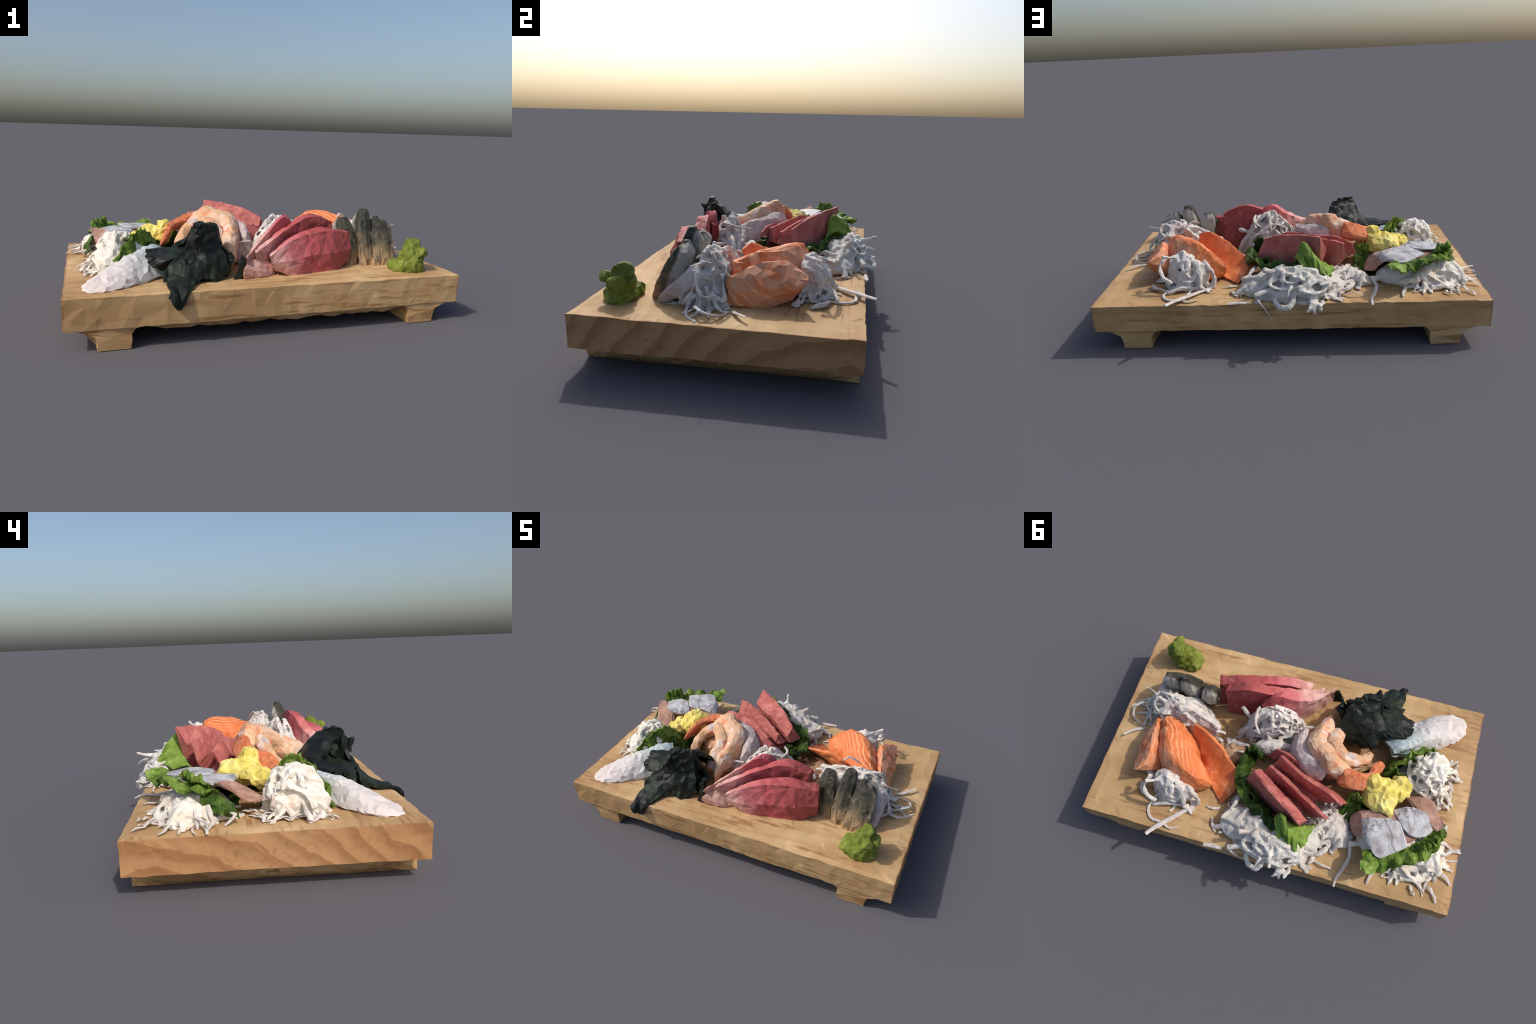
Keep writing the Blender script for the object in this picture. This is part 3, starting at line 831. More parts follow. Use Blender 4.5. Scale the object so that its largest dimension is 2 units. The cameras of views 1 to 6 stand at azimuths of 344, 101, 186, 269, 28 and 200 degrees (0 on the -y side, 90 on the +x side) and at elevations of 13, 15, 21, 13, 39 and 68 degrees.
def build_mackerel():
    e = thing("mackerel_sashimi", (0.64, -0.22, TOP), "leaning mackerel slices with dark mottled skin", "raw fish")
    N = [(0.005, 16), (0.004, 34)]

    def leaning(left, right, lean, thick):
        """x of both edges, y of the skin and thickness, at rising heights"""
        sec = []
        for (z, l), r, y, t in zip(left, right, lean, thick):
            sec.append([(l, y, z), ((l + r) / 2, y - 0.010, z), (r, y + 0.004, z), (r - 0.006, y + t, z + 0.004), ((l + r) / 2, y + t + 0.008, z), (l + 0.006, y + t, z)])
        return sec

    A = leaning([(0.242, 0.497), (0.31, 0.480), (0.40, 0.462), (0.465, 0.462), (0.492, 0.478)], [0.562, 0.562, 0.550, 0.536, 0.526],
                [-0.262, -0.250, -0.218, -0.185, -0.165], [0.06, 0.085, 0.085, 0.055, 0.016])
    B = leaning([(0.242, 0.566), (0.31, 0.560), (0.41, 0.566), (0.50, 0.580), (0.538, 0.594)], [0.630, 0.640, 0.648, 0.652, 0.645],
                [-0.285, -0.268, -0.225, -0.190, -0.172], [0.06, 0.09, 0.095, 0.06, 0.018])
    C = leaning([(0.242, 0.630), (0.30, 0.638), (0.39, 0.652), (0.455, 0.664), (0.496, 0.684)], [0.748, 0.764, 0.776, 0.765, 0.712],
                [-0.305, -0.285, -0.240, -0.200, -0.165], [0.06, 0.09, 0.095, 0.065, 0.016])
    for i, q in enumerate((A, B, C)):
        make("mackerel_slice", ring_loft(q, m=42, sharp=True), "mackerel", e, N, 0.026, seed=40 + i)
    D = leaning([(0.242, 0.742), (0.29, 0.752), (0.345, 0.756), (0.39, 0.745)], [0.792, 0.812, 0.812, 0.790], [-0.265, -0.235, -0.175, -0.125], [0.05, 0.08, 0.09, 0.06])
    make("mackerel_slice", ring_loft(D, m=42, sharp=True), "greyfish", e, N, 0.026, seed=44)


def build_salmon():
    e = thing("salmon_sashimi", (0.52, 0.18, TOP), "orange salmon slices striped with white fat", "raw fish")
    N = [(0.005, 13), (0.005, 28)]
    # west foot, west face, ridge, east shoulder, east side, east foot
    main = [[(0.620, 0.010, 0.27), (0.615, 0.012, 0.35), (0.645, 0.020, 0.400), (0.675, 0.032, 0.414), (0.700, 0.035, 0.390), (0.712, 0.030, 0.33), (0.70, 0.025, 0.27)],
            [(0.520, 0.100, 0.25), (0.505, 0.092, 0.370), (0.560, 0.118, 0.428), (0.612, 0.138, 0.450), (0.645, 0.150, 0.425), (0.680, 0.160, 0.37), (0.680, 0.160, 0.25)],
            [(0.450, 0.195, 0.25), (0.430, 0.185, 0.355), (0.485, 0.205, 0.428), (0.545, 0.228, 0.466), (0.590, 0.250, 0.442), (0.630, 0.255, 0.37), (0.630, 0.255, 0.25)],
            [(0.390, 0.250, 0.25), (0.372, 0.240, 0.330), (0.415, 0.260, 0.405), (0.472, 0.280, 0.463), (0.500, 0.310, 0.425), (0.520, 0.335, 0.35), (0.520, 0.335, 0.25)],
            [(0.340, 0.285, 0.27), (0.328, 0.278, 0.310), (0.352, 0.290, 0.360), (0.390, 0.303, 0.405), (0.402, 0.326, 0.378), (0.412, 0.338, 0.33), (0.405, 0.335, 0.28)],
            [(0.322, 0.292, 0.308), (0.318, 0.290, 0.318), (0.322, 0.294, 0.334), (0.330, 0.298, 0.346), (0.338, 0.306, 0.338), (0.340, 0.308, 0.325), (0.335, 0.300, 0.312)]]
    make("salmon_slice", ring_loft(main), "salmon", e, N, 0.030, seed=50)
    thin = [([(0.545, 0.070, 0.30), (0.525, 0.048, 0.37), (0.512, 0.032, 0.428)], 0.030),
            ([(0.490, 0.120, 0.262), (0.462, 0.080, 0.35), (0.445, 0.056, 0.440)], 0.026),
            ([(0.420, 0.200, 0.256), (0.385, 0.140, 0.315), (0.355, 0.090, 0.402)], 0.022),
            ([(0.340, 0.280, 0.254), (0.305, 0.220, 0.280), (0.268, 0.148, 0.352)], 0.020),
            ([(0.262, 0.355, 0.254), (0.225, 0.290, 0.265), (0.180, 0.205, 0.304)], 0.016)]
    make("salmon_slice", slab_mesh(thin, power=4.0), "salmon_thin", e, [(0.003, 14), (0.003, 30)], 0.028, seed=51)
    flap = [[(0.690, 0.015, 0.26), (0.700, 0.015, 0.32), (0.742, 0.020, 0.352), (0.765, 0.035, 0.305), (0.762, 0.030, 0.25), (0.72, 0.02, 0.244)],
            [(0.660, 0.120, 0.26), (0.675, 0.120, 0.37), (0.712, 0.112, 0.402), (0.772, 0.120, 0.325), (0.765, 0.115, 0.25), (0.72, 0.11, 0.244)],
            [(0.630, 0.200, 0.27), (0.650, 0.200, 0.38), (0.690, 0.195, 0.425), (0.775, 0.198, 0.335), (0.740, 0.195, 0.25), (0.69, 0.19, 0.246)],
            [(0.620, 0.270, 0.28), (0.635, 0.275, 0.37), (0.672, 0.265, 0.426), (0.752, 0.275, 0.345), (0.700, 0.265, 0.265), (0.66, 0.26, 0.262)],
            [(0.670, 0.325, 0.34), (0.675, 0.330, 0.36), (0.695, 0.330, 0.392), (0.738, 0.340, 0.360), (0.715, 0.330, 0.325), (0.69, 0.32, 0.32)],
            [(0.708, 0.350, 0.365), (0.710, 0.352, 0.370), (0.718, 0.354, 0.380), (0.730, 0.356, 0.374), (0.725, 0.352, 0.362), (0.715, 0.350, 0.360)]]
    make("salmon_slice", ring_loft(flap), "salmon", e, N, 0.032, seed=52)


def build_silver():
    e = thing("silver_fish_sashimi", (-0.66, 0.22, 0.33), "silver skinned fish slices draped over greens", "raw fish")
    N = [(0.003, 15), (0.002, 34)]
    A = [([(-0.425, 0.232, 0.312), (-0.462, 0.270, 0.338), (-0.480, 0.305, 0.346)], 0.012),
         ([(-0.488, 0.215, 0.364), (-0.495, 0.270, 0.380), (-0.525, 0.355, 0.376)], 0.013),
         ([(-0.535, 0.205, 0.380), (-0.555, 0.275, 0.385), (-0.578, 0.400, 0.378)], 0.014),
         ([(-0.600, 0.192, 0.388), (-0.625, 0.262, 0.388), (-0.655, 0.352, 0.386)], 0.014),
         ([(-0.645, 0.200, 0.390), (-0.672, 0.250, 0.389), (-0.706, 0.306, 0.394)], 0.012)]
    B = [([(-0.592, 0.142, 0.366), (-0.622, 0.175, 0.378), (-0.660, 0.222, 0.388)], 0.012),
         ([(-0.632, 0.115, 0.378), (-0.668, 0.170, 0.384), (-0.715, 0.250, 0.392)], 0.014),
         ([(-0.700, 0.100, 0.384), (-0.728, 0.155, 0.387), (-0.765, 0.236, 0.390)], 0.014),
         ([(-0.760, 0.108, 0.384), (-0.780, 0.145, 0.385), (-0.802, 0.188, 0.386)], 0.012)]
    C = [([(-0.640, 0.020, 0.285), (-0.690, 0.070, 0.330), (-0.715, 0.125, 0.380)], 0.018),
         ([(-0.715, -0.002, 0.292), (-0.755, 0.065, 0.345), (-0.765, 0.150, 0.388)], 0.020),
         ([(-0.785, 0.012, 0.306), (-0.815, 0.090, 0.355), (-0.820, 0.185, 0.394)], 0.020),
         ([(-0.815, 0.075, 0.322), (-0.838, 0.118, 0.365), (-0.852, 0.160, 0.407)], 0.014)]
    for i, q in enumerate((A, B)):
        make("silver_fish_slice", slab_mesh(q, power=6.0, taper=0.03), "silver", e, N, 0.026, seed=60 + i, facet=0.05)
    make("fish_belly_slice", slab_mesh(C, power=5.0, taper=0.05), "brown", e, N, 0.026, seed=65)
    U = [([(-0.405, 0.205, 0.262), (-0.415, 0.25, 0.280), (-0.45, 0.31, 0.30)], 0.018),
         ([(-0.44, 0.180, 0.330), (-0.46, 0.24, 0.345), (-0.49, 0.32, 0.35)], 0.020),
         ([(-0.53, 0.160, 0.362), (-0.55, 0.23, 0.364), (-0.58, 0.34, 0.365)], 0.020),
         ([(-0.64, 0.120, 0.366), (-0.68, 0.20, 0.366), (-0.70, 0.28, 0.368)], 0.020),
         ([(-0.74, 0.110, 0.366), (-0.76, 0.16, 0.372), (-0.78, 0.20, 0.366)], 0.018)]
    make("fish_belly_slice", slab_mesh(U, power=4.0, taper=0.04), "brown", e, N, 0.028, seed=66)


def build_squid():
    e = thing("squid_piece", (-0.68, -0.36, TOP), "tapering white scored squid piece", "squid")
    # along the axis: half width, top height, sideways drift of the crown
    ax, nx = np.array((0.78, 0.626)), np.array((-0.626, 0.78))
    tip = np.array((-0.862, -0.528))
    sec = []
    for d, w, h, c in ((0.0, 0.022, 0.254, 0), (0.025, 0.052, 0.266, 0), (0.08, 0.078, 0.288, 0.005), (0.16, 0.090, 0.316, 0.01),
                       (0.26, 0.088, 0.344, 0.02), (0.36, 0.086, 0.362, 0.035), (0.44, 0.080, 0.370, 0.045), (0.49, 0.060, 0.366, 0.05)):
        p = tip + ax * d
        lift = max(0.0, d - 0.33) * 0.45
        f = lambda off, z: (*(p + nx * off), z)
        sec.append([f(-w, TOP + 0.002 + lift * 0.3), f(-w * 0.86, TOP + (h - TOP) * 0.45), f(-w * 0.35 + c, h - 0.006), f(w * 0.35 + c, h),
                    f(w * 0.9, TOP + (h - TOP) * 0.55), f(w * 1.0, TOP + 0.003 + lift), f(0, TOP + 0.002 + lift)])
    make("squid_body", ring_loft(sec, 50, 42), "squid", e, [(0.005, 18), (0.006, 40)], 0.026, seed=70, floor=TOP + 0.001, facet=0.13)


def build_shrimp():
    e = thing("boiled_shrimp", (-0.22, -0.05, TOP), "two curled boiled shrimp with orange tail", "shrimp")
    N = [(0.008, 14), (0.007, 32)]
    crest = np.array([(-0.160, -0.285, 0.335), (-0.146, -0.225, 0.412), (-0.112, -0.135, 0.446), (-0.104, -0.048, 0.492), (-0.168, 0.018, 0.518),
                      (-0.229, 0.054, 0.528), (-0.300, 0.060, 0.490), (-0.345, 0.065, 0.458)])
    hub = np.array((-0.27, -0.14))
    sec = []
    for i, p in enumerate(crest):
        d = hub - p[:2]; d /= np.linalg.norm(d)
        w = [0.030, 0.055, 0.070, 0.078, 0.080, 0.075, 0.065, 0.050][i]
        h = [0.05, 0.10, 0.11, 0.12, 0.12, 0.11, 0.10, 0.07][i]
        at = lambda off, dz: (p[0] + d[0] * off, p[1] + d[1] * off, p[2] + dz)
        sec.append([at(-0.022, -h), at(-0.026, -h * 0.35), at(0.0, 0.0), at(w * 0.55, -0.006), at(w, -h * 0.35), at(w, -h)])
    make("shrimp_body", ring_loft(sec, 50, 42), "shrimp", e, N, 0.024, seed=80)
    tail = [([(-0.285, 0.105, 0.420), (-0.295, 0.050, 0.490)], 0.06), ([(-0.350, 0.115, 0.405), (-0.365, 0.040, 0.470)], 0.05),
            ([(-0.415, 0.095, 0.395), (-0.420, 0.020, 0.448)], 0.04), ([(-0.450, 0.020, 0.365), (-0.462, -0.080, 0.405)], 0.028),
            ([(-0.490, -0.050, 0.322), (-0.500, -0.095, 0.345)], 0.016)]
    make("shrimp_tail", slab_mesh(tail, power=3.0), "shrimp_tail", e, [(0.005, 15), (0.004, 34)], 0.024, seed=81)
    inner = [(-0.405, -0.150, 0.290), (-0.395, -0.100, 0.350), (-0.362, -0.048, 0.405), (-0.280, -0.020, 0.448), (-0.215, -0.075, 0.430), (-0.205, -0.150, 0.370), (-0.225, -0.215, 0.300)]
    make("shrimp_body", tube_mesh(inner, [0.022, 0.034, 0.040, 0.040, (0.042, 0.045), (0.045, 0.05), 0.04], 40, 18), "shrimp", e, N, 0.024, seed=82)
    make("shrimp_flap", tube_mesh([(-0.262, -0.014, 0.468), (-0.32, -0.03, 0.448), (-0.392, -0.058, 0.395)], [(0.02, 0.012), (0.028, 0.02), (0.012, 0.01)], 20, 14), "greyfish", e, N, 0.02, seed=83)
    f = thing("white_fish_slice", (-0.08, 0.02, TOP), "greyish white fish slice behind the shrimp", "raw fish")
    back = [([(-0.030, -0.170, 0.275), (-0.045, -0.16, 0.340), (-0.050, -0.150, 0.395)], 0.05),
            ([(-0.015, -0.070, 0.290), (-0.035, -0.07, 0.370), (-0.060, -0.060, 0.440)], 0.07),
            ([(-0.045, 0.030, 0.315), (-0.065, 0.02, 0.395), (-0.090, 0.005, 0.462)], 0.08),
            ([(-0.125, 0.088, 0.340), (-0.14, 0.075, 0.410), (-0.165, 0.055, 0.475)], 0.075),
            ([(-0.210, 0.105, 0.375), (-0.22, 0.095, 0.42), (-0.235, 0.075, 0.465)], 0.05)]
    make("white_fish_flesh", slab_mesh(back, power=2.8), "greyfish", f, N, 0.028, seed=84)
    make("shrimp_filler", merge([ball_mesh((-0.275, -0.01, 0.325), (0.105, 0.065, 0.075), 0.4)]), "shrimp", e, N, 0.028, 0.010, seed=85, floor=TOP + 0.001)  # added filler core inside the curl
    make("white_fish_foot", merge([ball_mesh((-0.10, -0.04, 0.30), (0.11, 0.14, 0.08), 0.4)]), "greyfish", f, N, 0.03, seed=86, floor=TOP + 0.001)


# ------------------------------------------------------------------ garnish
def build_seaweed():
    e = thing("seaweed_clump", (-0.35, -0.40, TOP), "crumpled clump of dark wet seaweed", "seaweed")
    parts = [ball_mesh((-0.345, -0.365, 0.280), (0.130, 0.100, 0.075)),
             ball_mesh((-0.42, -0.41, 0.29), (0.075, 0.065, 0.060)),
             ball_mesh((-0.255, -0.350, 0.28), (0.060, 0.065, 0.065)),
             ball_mesh((-0.305, -0.355, 0.39), (0.060, 0.045, 0.090), 0.5),
             ball_mesh((-0.325, -0.29, 0.33), (0.080, 0.070, 0.065)),
             ball_mesh((-0.47, -0.335, 0.320), (0.09, 0.05, 0.030), 0.1)]
    make("seaweed_mass", merge(parts), "seaweed", e, [(0.014, 9), (0.014, 17, 1), (0.008, 34)], 0.024, 0.010, 90, TOP + 0.001)
    crest = [[(-0.40, -0.40, 0.36), (-0.36, -0.375, 0.38), (-0.30, -0.35, 0.38), (-0.22, -0.30, 0.36)],
             [(-0.385, -0.41, 0.44), (-0.365, -0.395, 0.46), (-0.31, -0.365, 0.46), (-0.235, -0.32, 0.44)],
             [(-0.365, -0.40, 0.500), (-0.35, -0.39, 0.512), (-0.30, -0.355, 0.510), (-0.250, -0.335, 0.495)]]
    make("seaweed_blade", leaf_mesh(crest, 0.035, 30, 20, 0.012, 2.0, 3, 0.1), "seaweed", e, [(0.012, 18)], 0.022, seed=91)
    front = [[(-0.375, -0.400, 0.485), (-0.33, -0.380, 0.49), (-0.28, -0.350, 0.485), (-0.245, -0.335, 0.475)],
             [(-0.415, -0.415, 0.395), (-0.36, -0.405, 0.405), (-0.29, -0.390, 0.405), (-0.235, -0.365, 0.395)],
             [(-0.510, -0.455, 0.315), (-0.40, -0.468, 0.315), (-0.30, -0.450, 0.315), (-0.205, -0.410, 0.310)],
             [(-0.525, -0.490, 0.255), (-0.41, -0.505, 0.25), (-0.30, -0.475, 0.25), (-0.205, -0.430, 0.25)]]
    make("seaweed_blade", leaf_mesh(front, 0.018, 50, 40, 0.012, 1.0, 13, 0.15), "seaweed", e, [(0.016, 12), (0.012, 26)], 0.022, seed=97)
    rear = [[(-0.375, -0.385, 0.485), (-0.33, -0.365, 0.49), (-0.28, -0.335, 0.485), (-0.235, -0.315, 0.475)],
            [(-0.405, -0.325, 0.415), (-0.35, -0.280, 0.43), (-0.27, -0.255, 0.435), (-0.215, -0.255, 0.42)],
            [(-0.465, -0.245, 0.355), (-0.38, -0.210, 0.36), (-0.29, -0.195, 0.35), (-0.200, -0.225, 0.35)],
            [(-0.470, -0.215, 0.320), (-0.38, -0.175, 0.31), (-0.30, -0.165, 0.29), (-0.215, -0.200, 0.29)]]
    make("seaweed_blade", leaf_mesh(rear, 0.018, 50, 40, 0.012, 1.0, 14, 0.2), "seaweed", e, [(0.014, 12), (0.010, 26)], 0.022, seed=98)
    wing = [[(-0.40, -0.27, 0.365), (-0.40, -0.34, 0.37), (-0.40, -0.42, 0.36)],
            [(-0.49, -0.255, 0.362), (-0.50, -0.33, 0.372), (-0.49, -0.42, 0.34)],
            [(-0.57, -0.265, 0.360), (-0.600, -0.34, 0.358), (-0.56, -0.41, 0.315)]]
    make("seaweed_blade", leaf_mesh(wing, 0.018, 30, 24, 0.012, 2.0, 4, 0.25), "seaweed", e, [(0.007, 20)], 0.022, seed=92)
    toe = [[(-0.36, -0.47, 0.28), (-0.42, -0.485, 0.29), (-0.50, -0.47, 0.28)],
           [(-0.39, -0.545, 0.256), (-0.44, -0.555, 0.265), (-0.51, -0.545, 0.262)],
           [(-0.405, -0.592, 0.248), (-0.45, -0.605, 0.245), (-0.505, -0.615, 0.248)],
           [(-0.425, -0.608, 0.225), (-0.458, -0.618, 0.205), (-0.512, -0.642, 0.236)],
           [(-0.455, -0.606, 0.175), (-0.468, -0.610, 0.168), (-0.510, -0.644, 0.228)]]
    make("seaweed_blade", leaf_mesh(toe, 0.018, 30, 30, 0.008, 2.0, 5, 0.04), "seaweed", e, [(0.006, 24)], 0.020, seed=93)
    side = [[(-0.25, -0.28, 0.27), (-0.21, -0.33, 0.27), (-0.21, -0.41, 0.26)],
            [(-0.235, -0.28, 0.32), (-0.200, -0.335, 0.32), (-0.20, -0.40, 0.30)],
            [(-0.205, -0.29, 0.375), (-0.165, -0.347, 0.350), (-0.185, -0.40, 0.335)]]
    make("seaweed_blade", leaf_mesh(side, 0.02, 26, 20, 0.012, 2.0, 6, 0.25), "seaweed", e, [(0.007, 22)], 0.020, seed=94)
    spike = [[(-0.34, -0.41, 0.40), (-0.37, -0.43, 0.40)], [(-0.345, -0.425, 0.455), (-0.375, -0.435, 0.44)], [(-0.362, -0.443, 0.470), (-0.372, -0.443, 0.460)]]
    make("seaweed_blade", leaf_mesh(spike, 0.02, 16, 14, 0.004, 1.0, 7, 0.1), "seaweed", e, [(0.005, 30)], 0.018, seed=95)
    g = thing("seaweed_scrap", (-0.15, -0.435, TOP), "small upright scrap of dark green leaf", "seaweed")
    scrap = [[(-0.185, -0.44, 0.242), (-0.16, -0.445, 0.242), (-0.125, -0.435, 0.245)], [(-0.165, -0.445, 0.29), (-0.145, -0.45, 0.295), (-0.125, -0.44, 0.285)],
             [(-0.145, -0.435, 0.35), (-0.138, -0.435, 0.365), (-0.130, -0.43, 0.34)]]
    make("seaweed_blade", leaf_mesh(scrap, 0.012, 20, 18, 0.006, 1.0, 8, 0.1), "seaweed", g, [(0.004, 30)], 0.018, seed=96)


def build_greens():
    def leaf(parent, grid, mat, seed, ruffle=0.02, waves=4.0, thick=0.008, edge=0.020):
        return make("lettuce_leaf", leaf_mesh(grid, thick, 44, 28, ruffle, waves, seed), mat, parent, [(0.004, 24), (0.004, 48)], edge * 0.85, seed=seed)
    e = thing("lettuce_garnish", (-0.64, -0.18, TOP), "ruffled green lettuce leaf between squid and radish", "lettuce")
    leaf(e, [[(-0.50, -0.10, 0.25), (-0.57, -0.15, 0.25), (-0.65, -0.22, 0.25), (-0.74, -0.29, 0.25)],
             [(-0.50, -0.085, 0.33), (-0.57, -0.145, 0.36), (-0.65, -0.22, 0.33), (-0.735, -0.28, 0.29)],
             [(-0.53, -0.07, 0.385), (-0.595, -0.135, 0.455), (-0.655, -0.215, 0.415), (-0.735, -0.27, 0.325)]], "lettuce", 1, 0.020, 4.0)
    leaf(e, [[(-0.58, -0.12, 0.36), (-0.62, -0.15, 0.36), (-0.66, -0.19, 0.36)], [(-0.60, -0.16, 0.42), (-0.63, -0.18, 0.415), (-0.67, -0.215, 0.40)],
             [(-0.605, -0.165, 0.455), (-0.645, -0.20, 0.428), (-0.695, -0.22, 0.405)]], "lettuce", 2, 0.016, 2.5)
    leaf(e, [[(-0.47, -0.06, 0.25), (-0.50, -0.12, 0.25), (-0.52, -0.18, 0.26)], [(-0.47, -0.04, 0.30), (-0.51, -0.10, 0.32), (-0.55, -0.15, 0.33)],
             [(-0.46, -0.03, 0.335), (-0.52, -0.08, 0.36), (-0.57, -0.12, 0.38)]], "lettuce_dark", 3, 0.015, 2.0)
    e = thing("lettuce_garnish", (-0.45, 0.12, TOP), "dark curled lettuce under the yellow mound", "lettuce")
    leaf(e, [[(-0.36, 0.16, 0.26), (-0.41, 0.16, 0.26), (-0.47, 0.17, 0.26)], [(-0.36, 0.13, 0.33), (-0.42, 0.135, 0.33), (-0.48, 0.14, 0.32)],
             [(-0.372, 0.115, 0.395), (-0.42, 0.12, 0.385), (-0.475, 0.125, 0.37)]], "lettuce", 4, 0.016, 2.0)
    leaf(e, [[(-0.40, 0.10, 0.25), (-0.47, 0.16, 0.25), (-0.56, 0.17, 0.25), (-0.64, 0.10, 0.25)], [(-0.39, 0.10, 0.31), (-0.46, 0.18, 0.30), (-0.56, 0.185, 0.30), (-0.655, 0.09, 0.30)],
             [(-0.385, 0.10, 0.36), (-0.455, 0.185, 0.34), (-0.56, 0.19, 0.34), (-0.67, 0.085, 0.34)]], "lettuce_dark", 5, 0.022, 3.0)
    leaf(e, [[(-0.49, -0.02, 0.25), (-0.55, -0.05, 0.25), (-0.63, -0.03, 0.25)], [(-0.485, -0.03, 0.31), (-0.55, -0.065, 0.32), (-0.635, -0.045, 0.31)],
             [(-0.48, -0.04, 0.36), (-0.55, -0.075, 0.375), (-0.64, -0.05, 0.35)]], "lettuce_dark", 6, 0.015, 2.5)
    leaf(e, [[(-0.33, 0.20, 0.255), (-0.39, 0.23, 0.255), (-0.45, 0.22, 0.255)], [(-0.35, 0.165, 0.285), (-0.42, 0.19, 0.29), (-0.49, 0.18, 0.285)],
             [(-0.36, 0.13, 0.335), (-0.43, 0.155, 0.335), (-0.51, 0.15, 0.325)]], "lettuce_dark", 15, 0.024, 3.5)
    leaf(e, [[(-0.40, -0.06, 0.25), (-0.43, 0.0, 0.25), (-0.44, 0.06, 0.25)], [(-0.43, -0.07, 0.285), (-0.46, -0.01, 0.29), (-0.46, 0.05, 0.30)],
             [(-0.46, -0.08, 0.305), (-0.49, -0.02, 0.32), (-0.48, 0.04, 0.335)]], "lettuce_dark", 16, 0.018, 2.5)
    e = thing("lettuce_garnish", (0.0, 0.32, TOP), "ruffled lettuce leaf under the red fish slices", "lettuce")
    leaf(e, [[(0.165, 0.05, 0.27), (0.17, 0.14, 0.27), (0.13, 0.22, 0.27), (0.02, 0.31, 0.28), (-0.09, 0.39, 0.29)],
             [(0.195, 0.045, 0.33), (0.205, 0.155, 0.335), (0.165, 0.255, 0.345), (0.05, 0.345, 0.355), (-0.07, 0.415, 0.385)],
             [(0.222, 0.035, 0.355), (0.240, 0.165, 0.345), (0.195, 0.285, 0.345), (0.07, 0.380, 0.360), (-0.05, 0.440, 0.400)]], "lettuce_dark", 7, 0.030, 5.0)
    leaf(e, [[(0.16, 0.17, 0.28), (0.08, 0.24, 0.28), (-0.02, 0.31, 0.29)], [(0.18, 0.21, 0.33), (0.10, 0.28, 0.335), (-0.01, 0.355, 0.34)],
             [(0.19, 0.235, 0.375), (0.105, 0.305, 0.37), (0.0, 0.385, 0.385)]], "lettuce_dark", 17, 0.024, 3.0)
    leaf(e, [[(0.20, 0.02, 0.26), (0.17, 0.05, 0.27), (0.12, 0.06, 0.28)], [(0.20, 0.025, 0.34), (0.17, 0.055, 0.35), (0.13, 0.06, 0.35)],
             [(0.205, 0.03, 0.385), (0.175, 0.06, 0.41), (0.13, 0.05, 0.39)]], "lettuce_dark", 8, 0.022, 2.5)
    leaf(e, [[(-0.03, 0.345, 0.30), (-0.10, 0.355, 0.31), (-0.17, 0.36, 0.30), (-0.24, 0.31, 0.28)],
             [(-0.05, 0.362, 0.375), (-0.095, 0.385, 0.485), (-0.150, 0.40, 0.415), (-0.245, 0.33, 0.335)],
             [(-0.05, 0.39, 0.41), (-0.12, 0.425, 0.455), (-0.175, 0.435, 0.40), (-0.235, 0.38, 0.335)],
             [(-0.09, 0.445, 0.385), (-0.14, 0.48, 0.385), (-0.19, 0.492, 0.358), (-0.235, 0.425, 0.325)]], "lettuce_light", 9, 0.018, 4.0)
    e = thing("lettuce_garnish", (-0.72, 0.34, 0.33), "frilled green lettuce under silver fish", "lettuce")
    leaf(e, [[(-0.50, 0.38, 0.35), (-0.58, 0.36, 0.355), (-0.68, 0.31, 0.36), (-0.76, 0.25, 0.36), (-0.80, 0.17, 0.35)],
             [(-0.515, 0.43, 0.385), (-0.60, 0.41, 0.375), (-0.70, 0.355, 0.385), (-0.80, 0.285, 0.380), (-0.845, 0.19, 0.375)],
             [(-0.525, 0.475, 0.385), (-0.60, 0.465, 0.355), (-0.71, 0.40, 0.375), (-0.825, 0.315, 0.370), (-0.865, 0.215, 0.370)]], "lettuce", 10, 0.026, 6.0)
    leaf(e, [[(-0.515, 0.42, 0.37), (-0.545, 0.41, 0.37), (-0.585, 0.40, 0.37)], [(-0.505, 0.45, 0.39), (-0.55, 0.45, 0.392), (-0.60, 0.43, 0.37)],
             [(-0.515, 0.485, 0.385), (-0.555, 0.495, 0.375), (-0.60, 0.465, 0.352)]], "lettuce_light", 11, 0.008, 1.5)
    leaf(e, [[(-0.80, 0.23, 0.36), (-0.84, 0.17, 0.35), (-0.85, 0.11, 0.32)], [(-0.84, 0.24, 0.335), (-0.865, 0.17, 0.32), (-0.865, 0.10, 0.29)],
             [(-0.86, 0.23, 0.30), (-0.88, 0.17, 0.285), (-0.87, 0.09, 0.262)]], "lettuce_dark", 12, 0.018, 2.5)
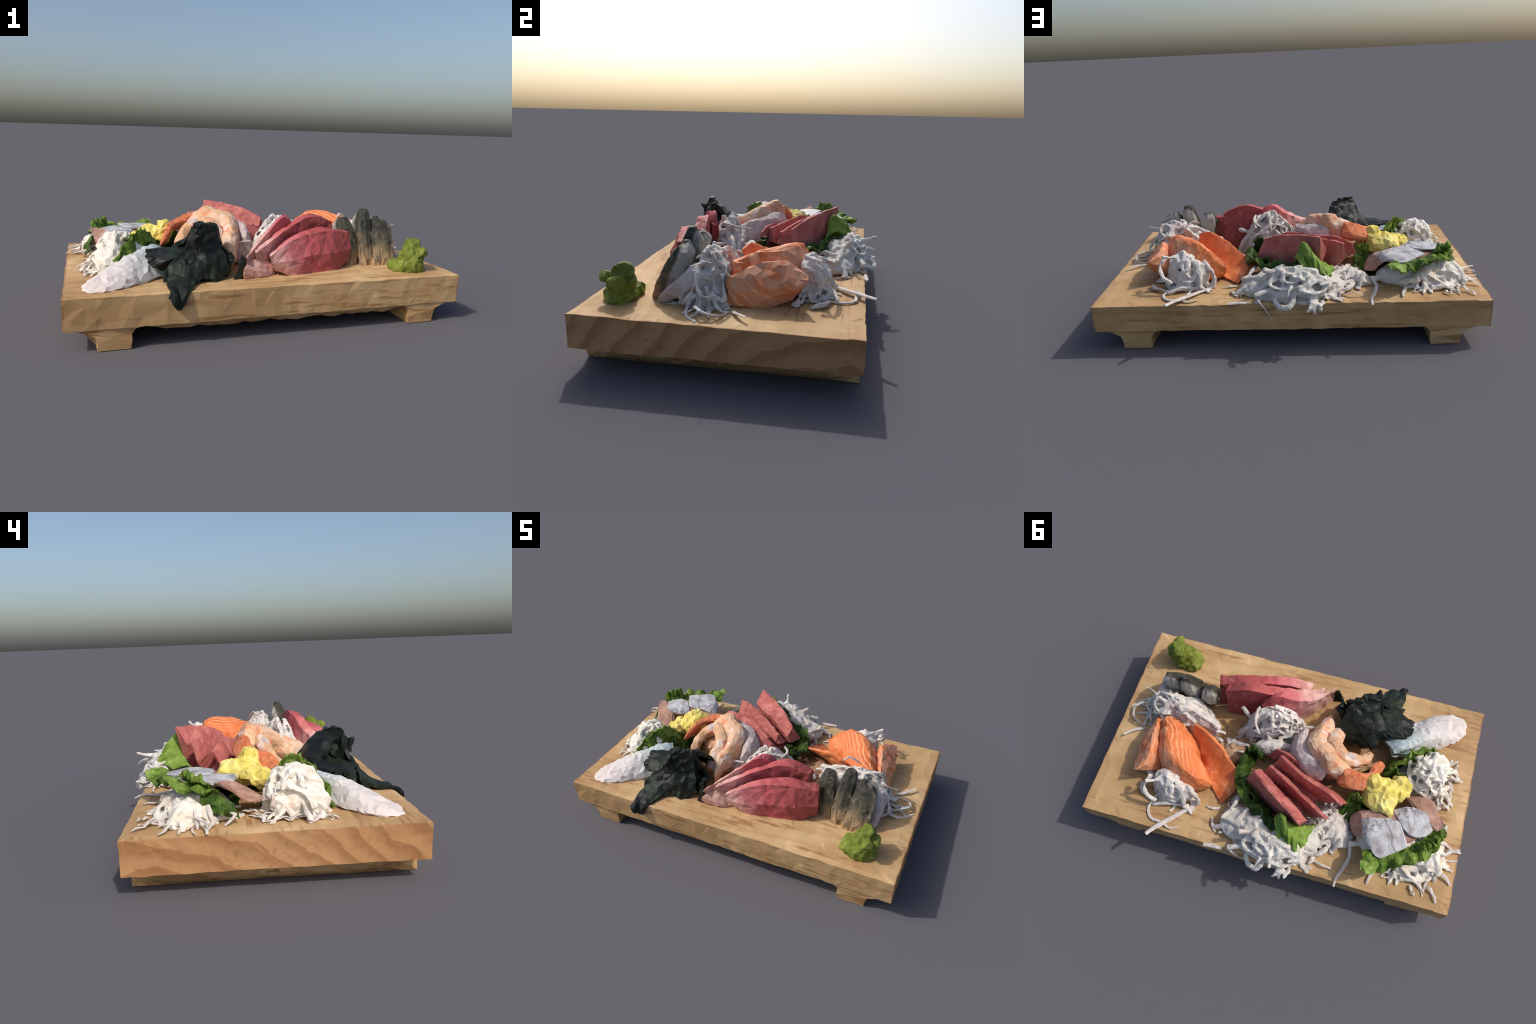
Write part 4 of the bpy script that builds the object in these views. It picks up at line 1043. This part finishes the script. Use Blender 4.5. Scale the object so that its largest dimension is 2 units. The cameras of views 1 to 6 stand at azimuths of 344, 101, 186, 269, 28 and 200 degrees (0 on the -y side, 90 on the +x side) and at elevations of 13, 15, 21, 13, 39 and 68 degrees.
    leaf(e, [[(-0.74, 0.28, 0.37), (-0.78, 0.25, 0.375), (-0.82, 0.20, 0.37)], [(-0.755, 0.30, 0.405), (-0.80, 0.265, 0.41), (-0.84, 0.21, 0.40)],
             [(-0.77, 0.325, 0.43), (-0.815, 0.28, 0.432), (-0.85, 0.235, 0.42)]], "lettuce", 13, 0.026, 4.0)
    # yellow mound
    e = thing("yellow_garnish", (-0.53, 0.07, 0.30), "crumpled yellow chrysanthemum petal mound", "garnish")
    parts = [ball_mesh((-0.515, 0.075, 0.365), (0.085, 0.095, 0.055)), ball_mesh((-0.462, 0.045, 0.405), (0.042, 0.045, 0.048)),
             ball_mesh((-0.545, 0.125, 0.385), (0.042, 0.045, 0.035)), ball_mesh((-0.60, 0.0, 0.355), (0.055, 0.050, 0.038)),
             tube_mesh([(-0.555, 0.14, 0.38), (-0.575, 0.165, 0.38), (-0.588, 0.188, 0.366)], [0.03, 0.018, 0.008], 14, 10),
             tube_mesh([(-0.60, 0.05, 0.37), (-0.63, 0.04, 0.36), (-0.655, 0.025, 0.345)], [0.03, 0.02, 0.012], 14, 10)]
    make("petal_mound", merge(parts), "yellow", e, [(0.012, 14), (0.010, 24, 1), (0.006, 40)], 0.024, 0.008, 100)
    e = thing("wasabi_lump", (0.78, -0.42, TOP), "rough lump of green wasabi paste", "wasabi")
    parts = [ball_mesh((0.769, -0.422, 0.266), (0.092, 0.068, 0.050)), ball_mesh((0.788, -0.415, 0.320), (0.066, 0.055, 0.056)),
             ball_mesh((0.808, -0.402, 0.366), (0.036, 0.038, 0.035)), ball_mesh((0.842, -0.406, 0.338), (0.028, 0.032, 0.028)),
             ball_mesh((0.818, -0.465, 0.348), (0.025, 0.028, 0.020)), ball_mesh((0.718, -0.40, 0.265), (0.040, 0.050, 0.040))]
    make("wasabi_paste", merge(parts), "wasabi", e, [(0.012, 13), (0.009, 22, 1), (0.006, 44)], 0.021, 0.007, 101, TOP + 0.001)


make_materials()
build_board()
build_radish()
build_tuna()
build_red()
build_mackerel()
build_salmon()
build_silver()
build_squid()
build_shrimp()
build_seaweed()
build_greens()
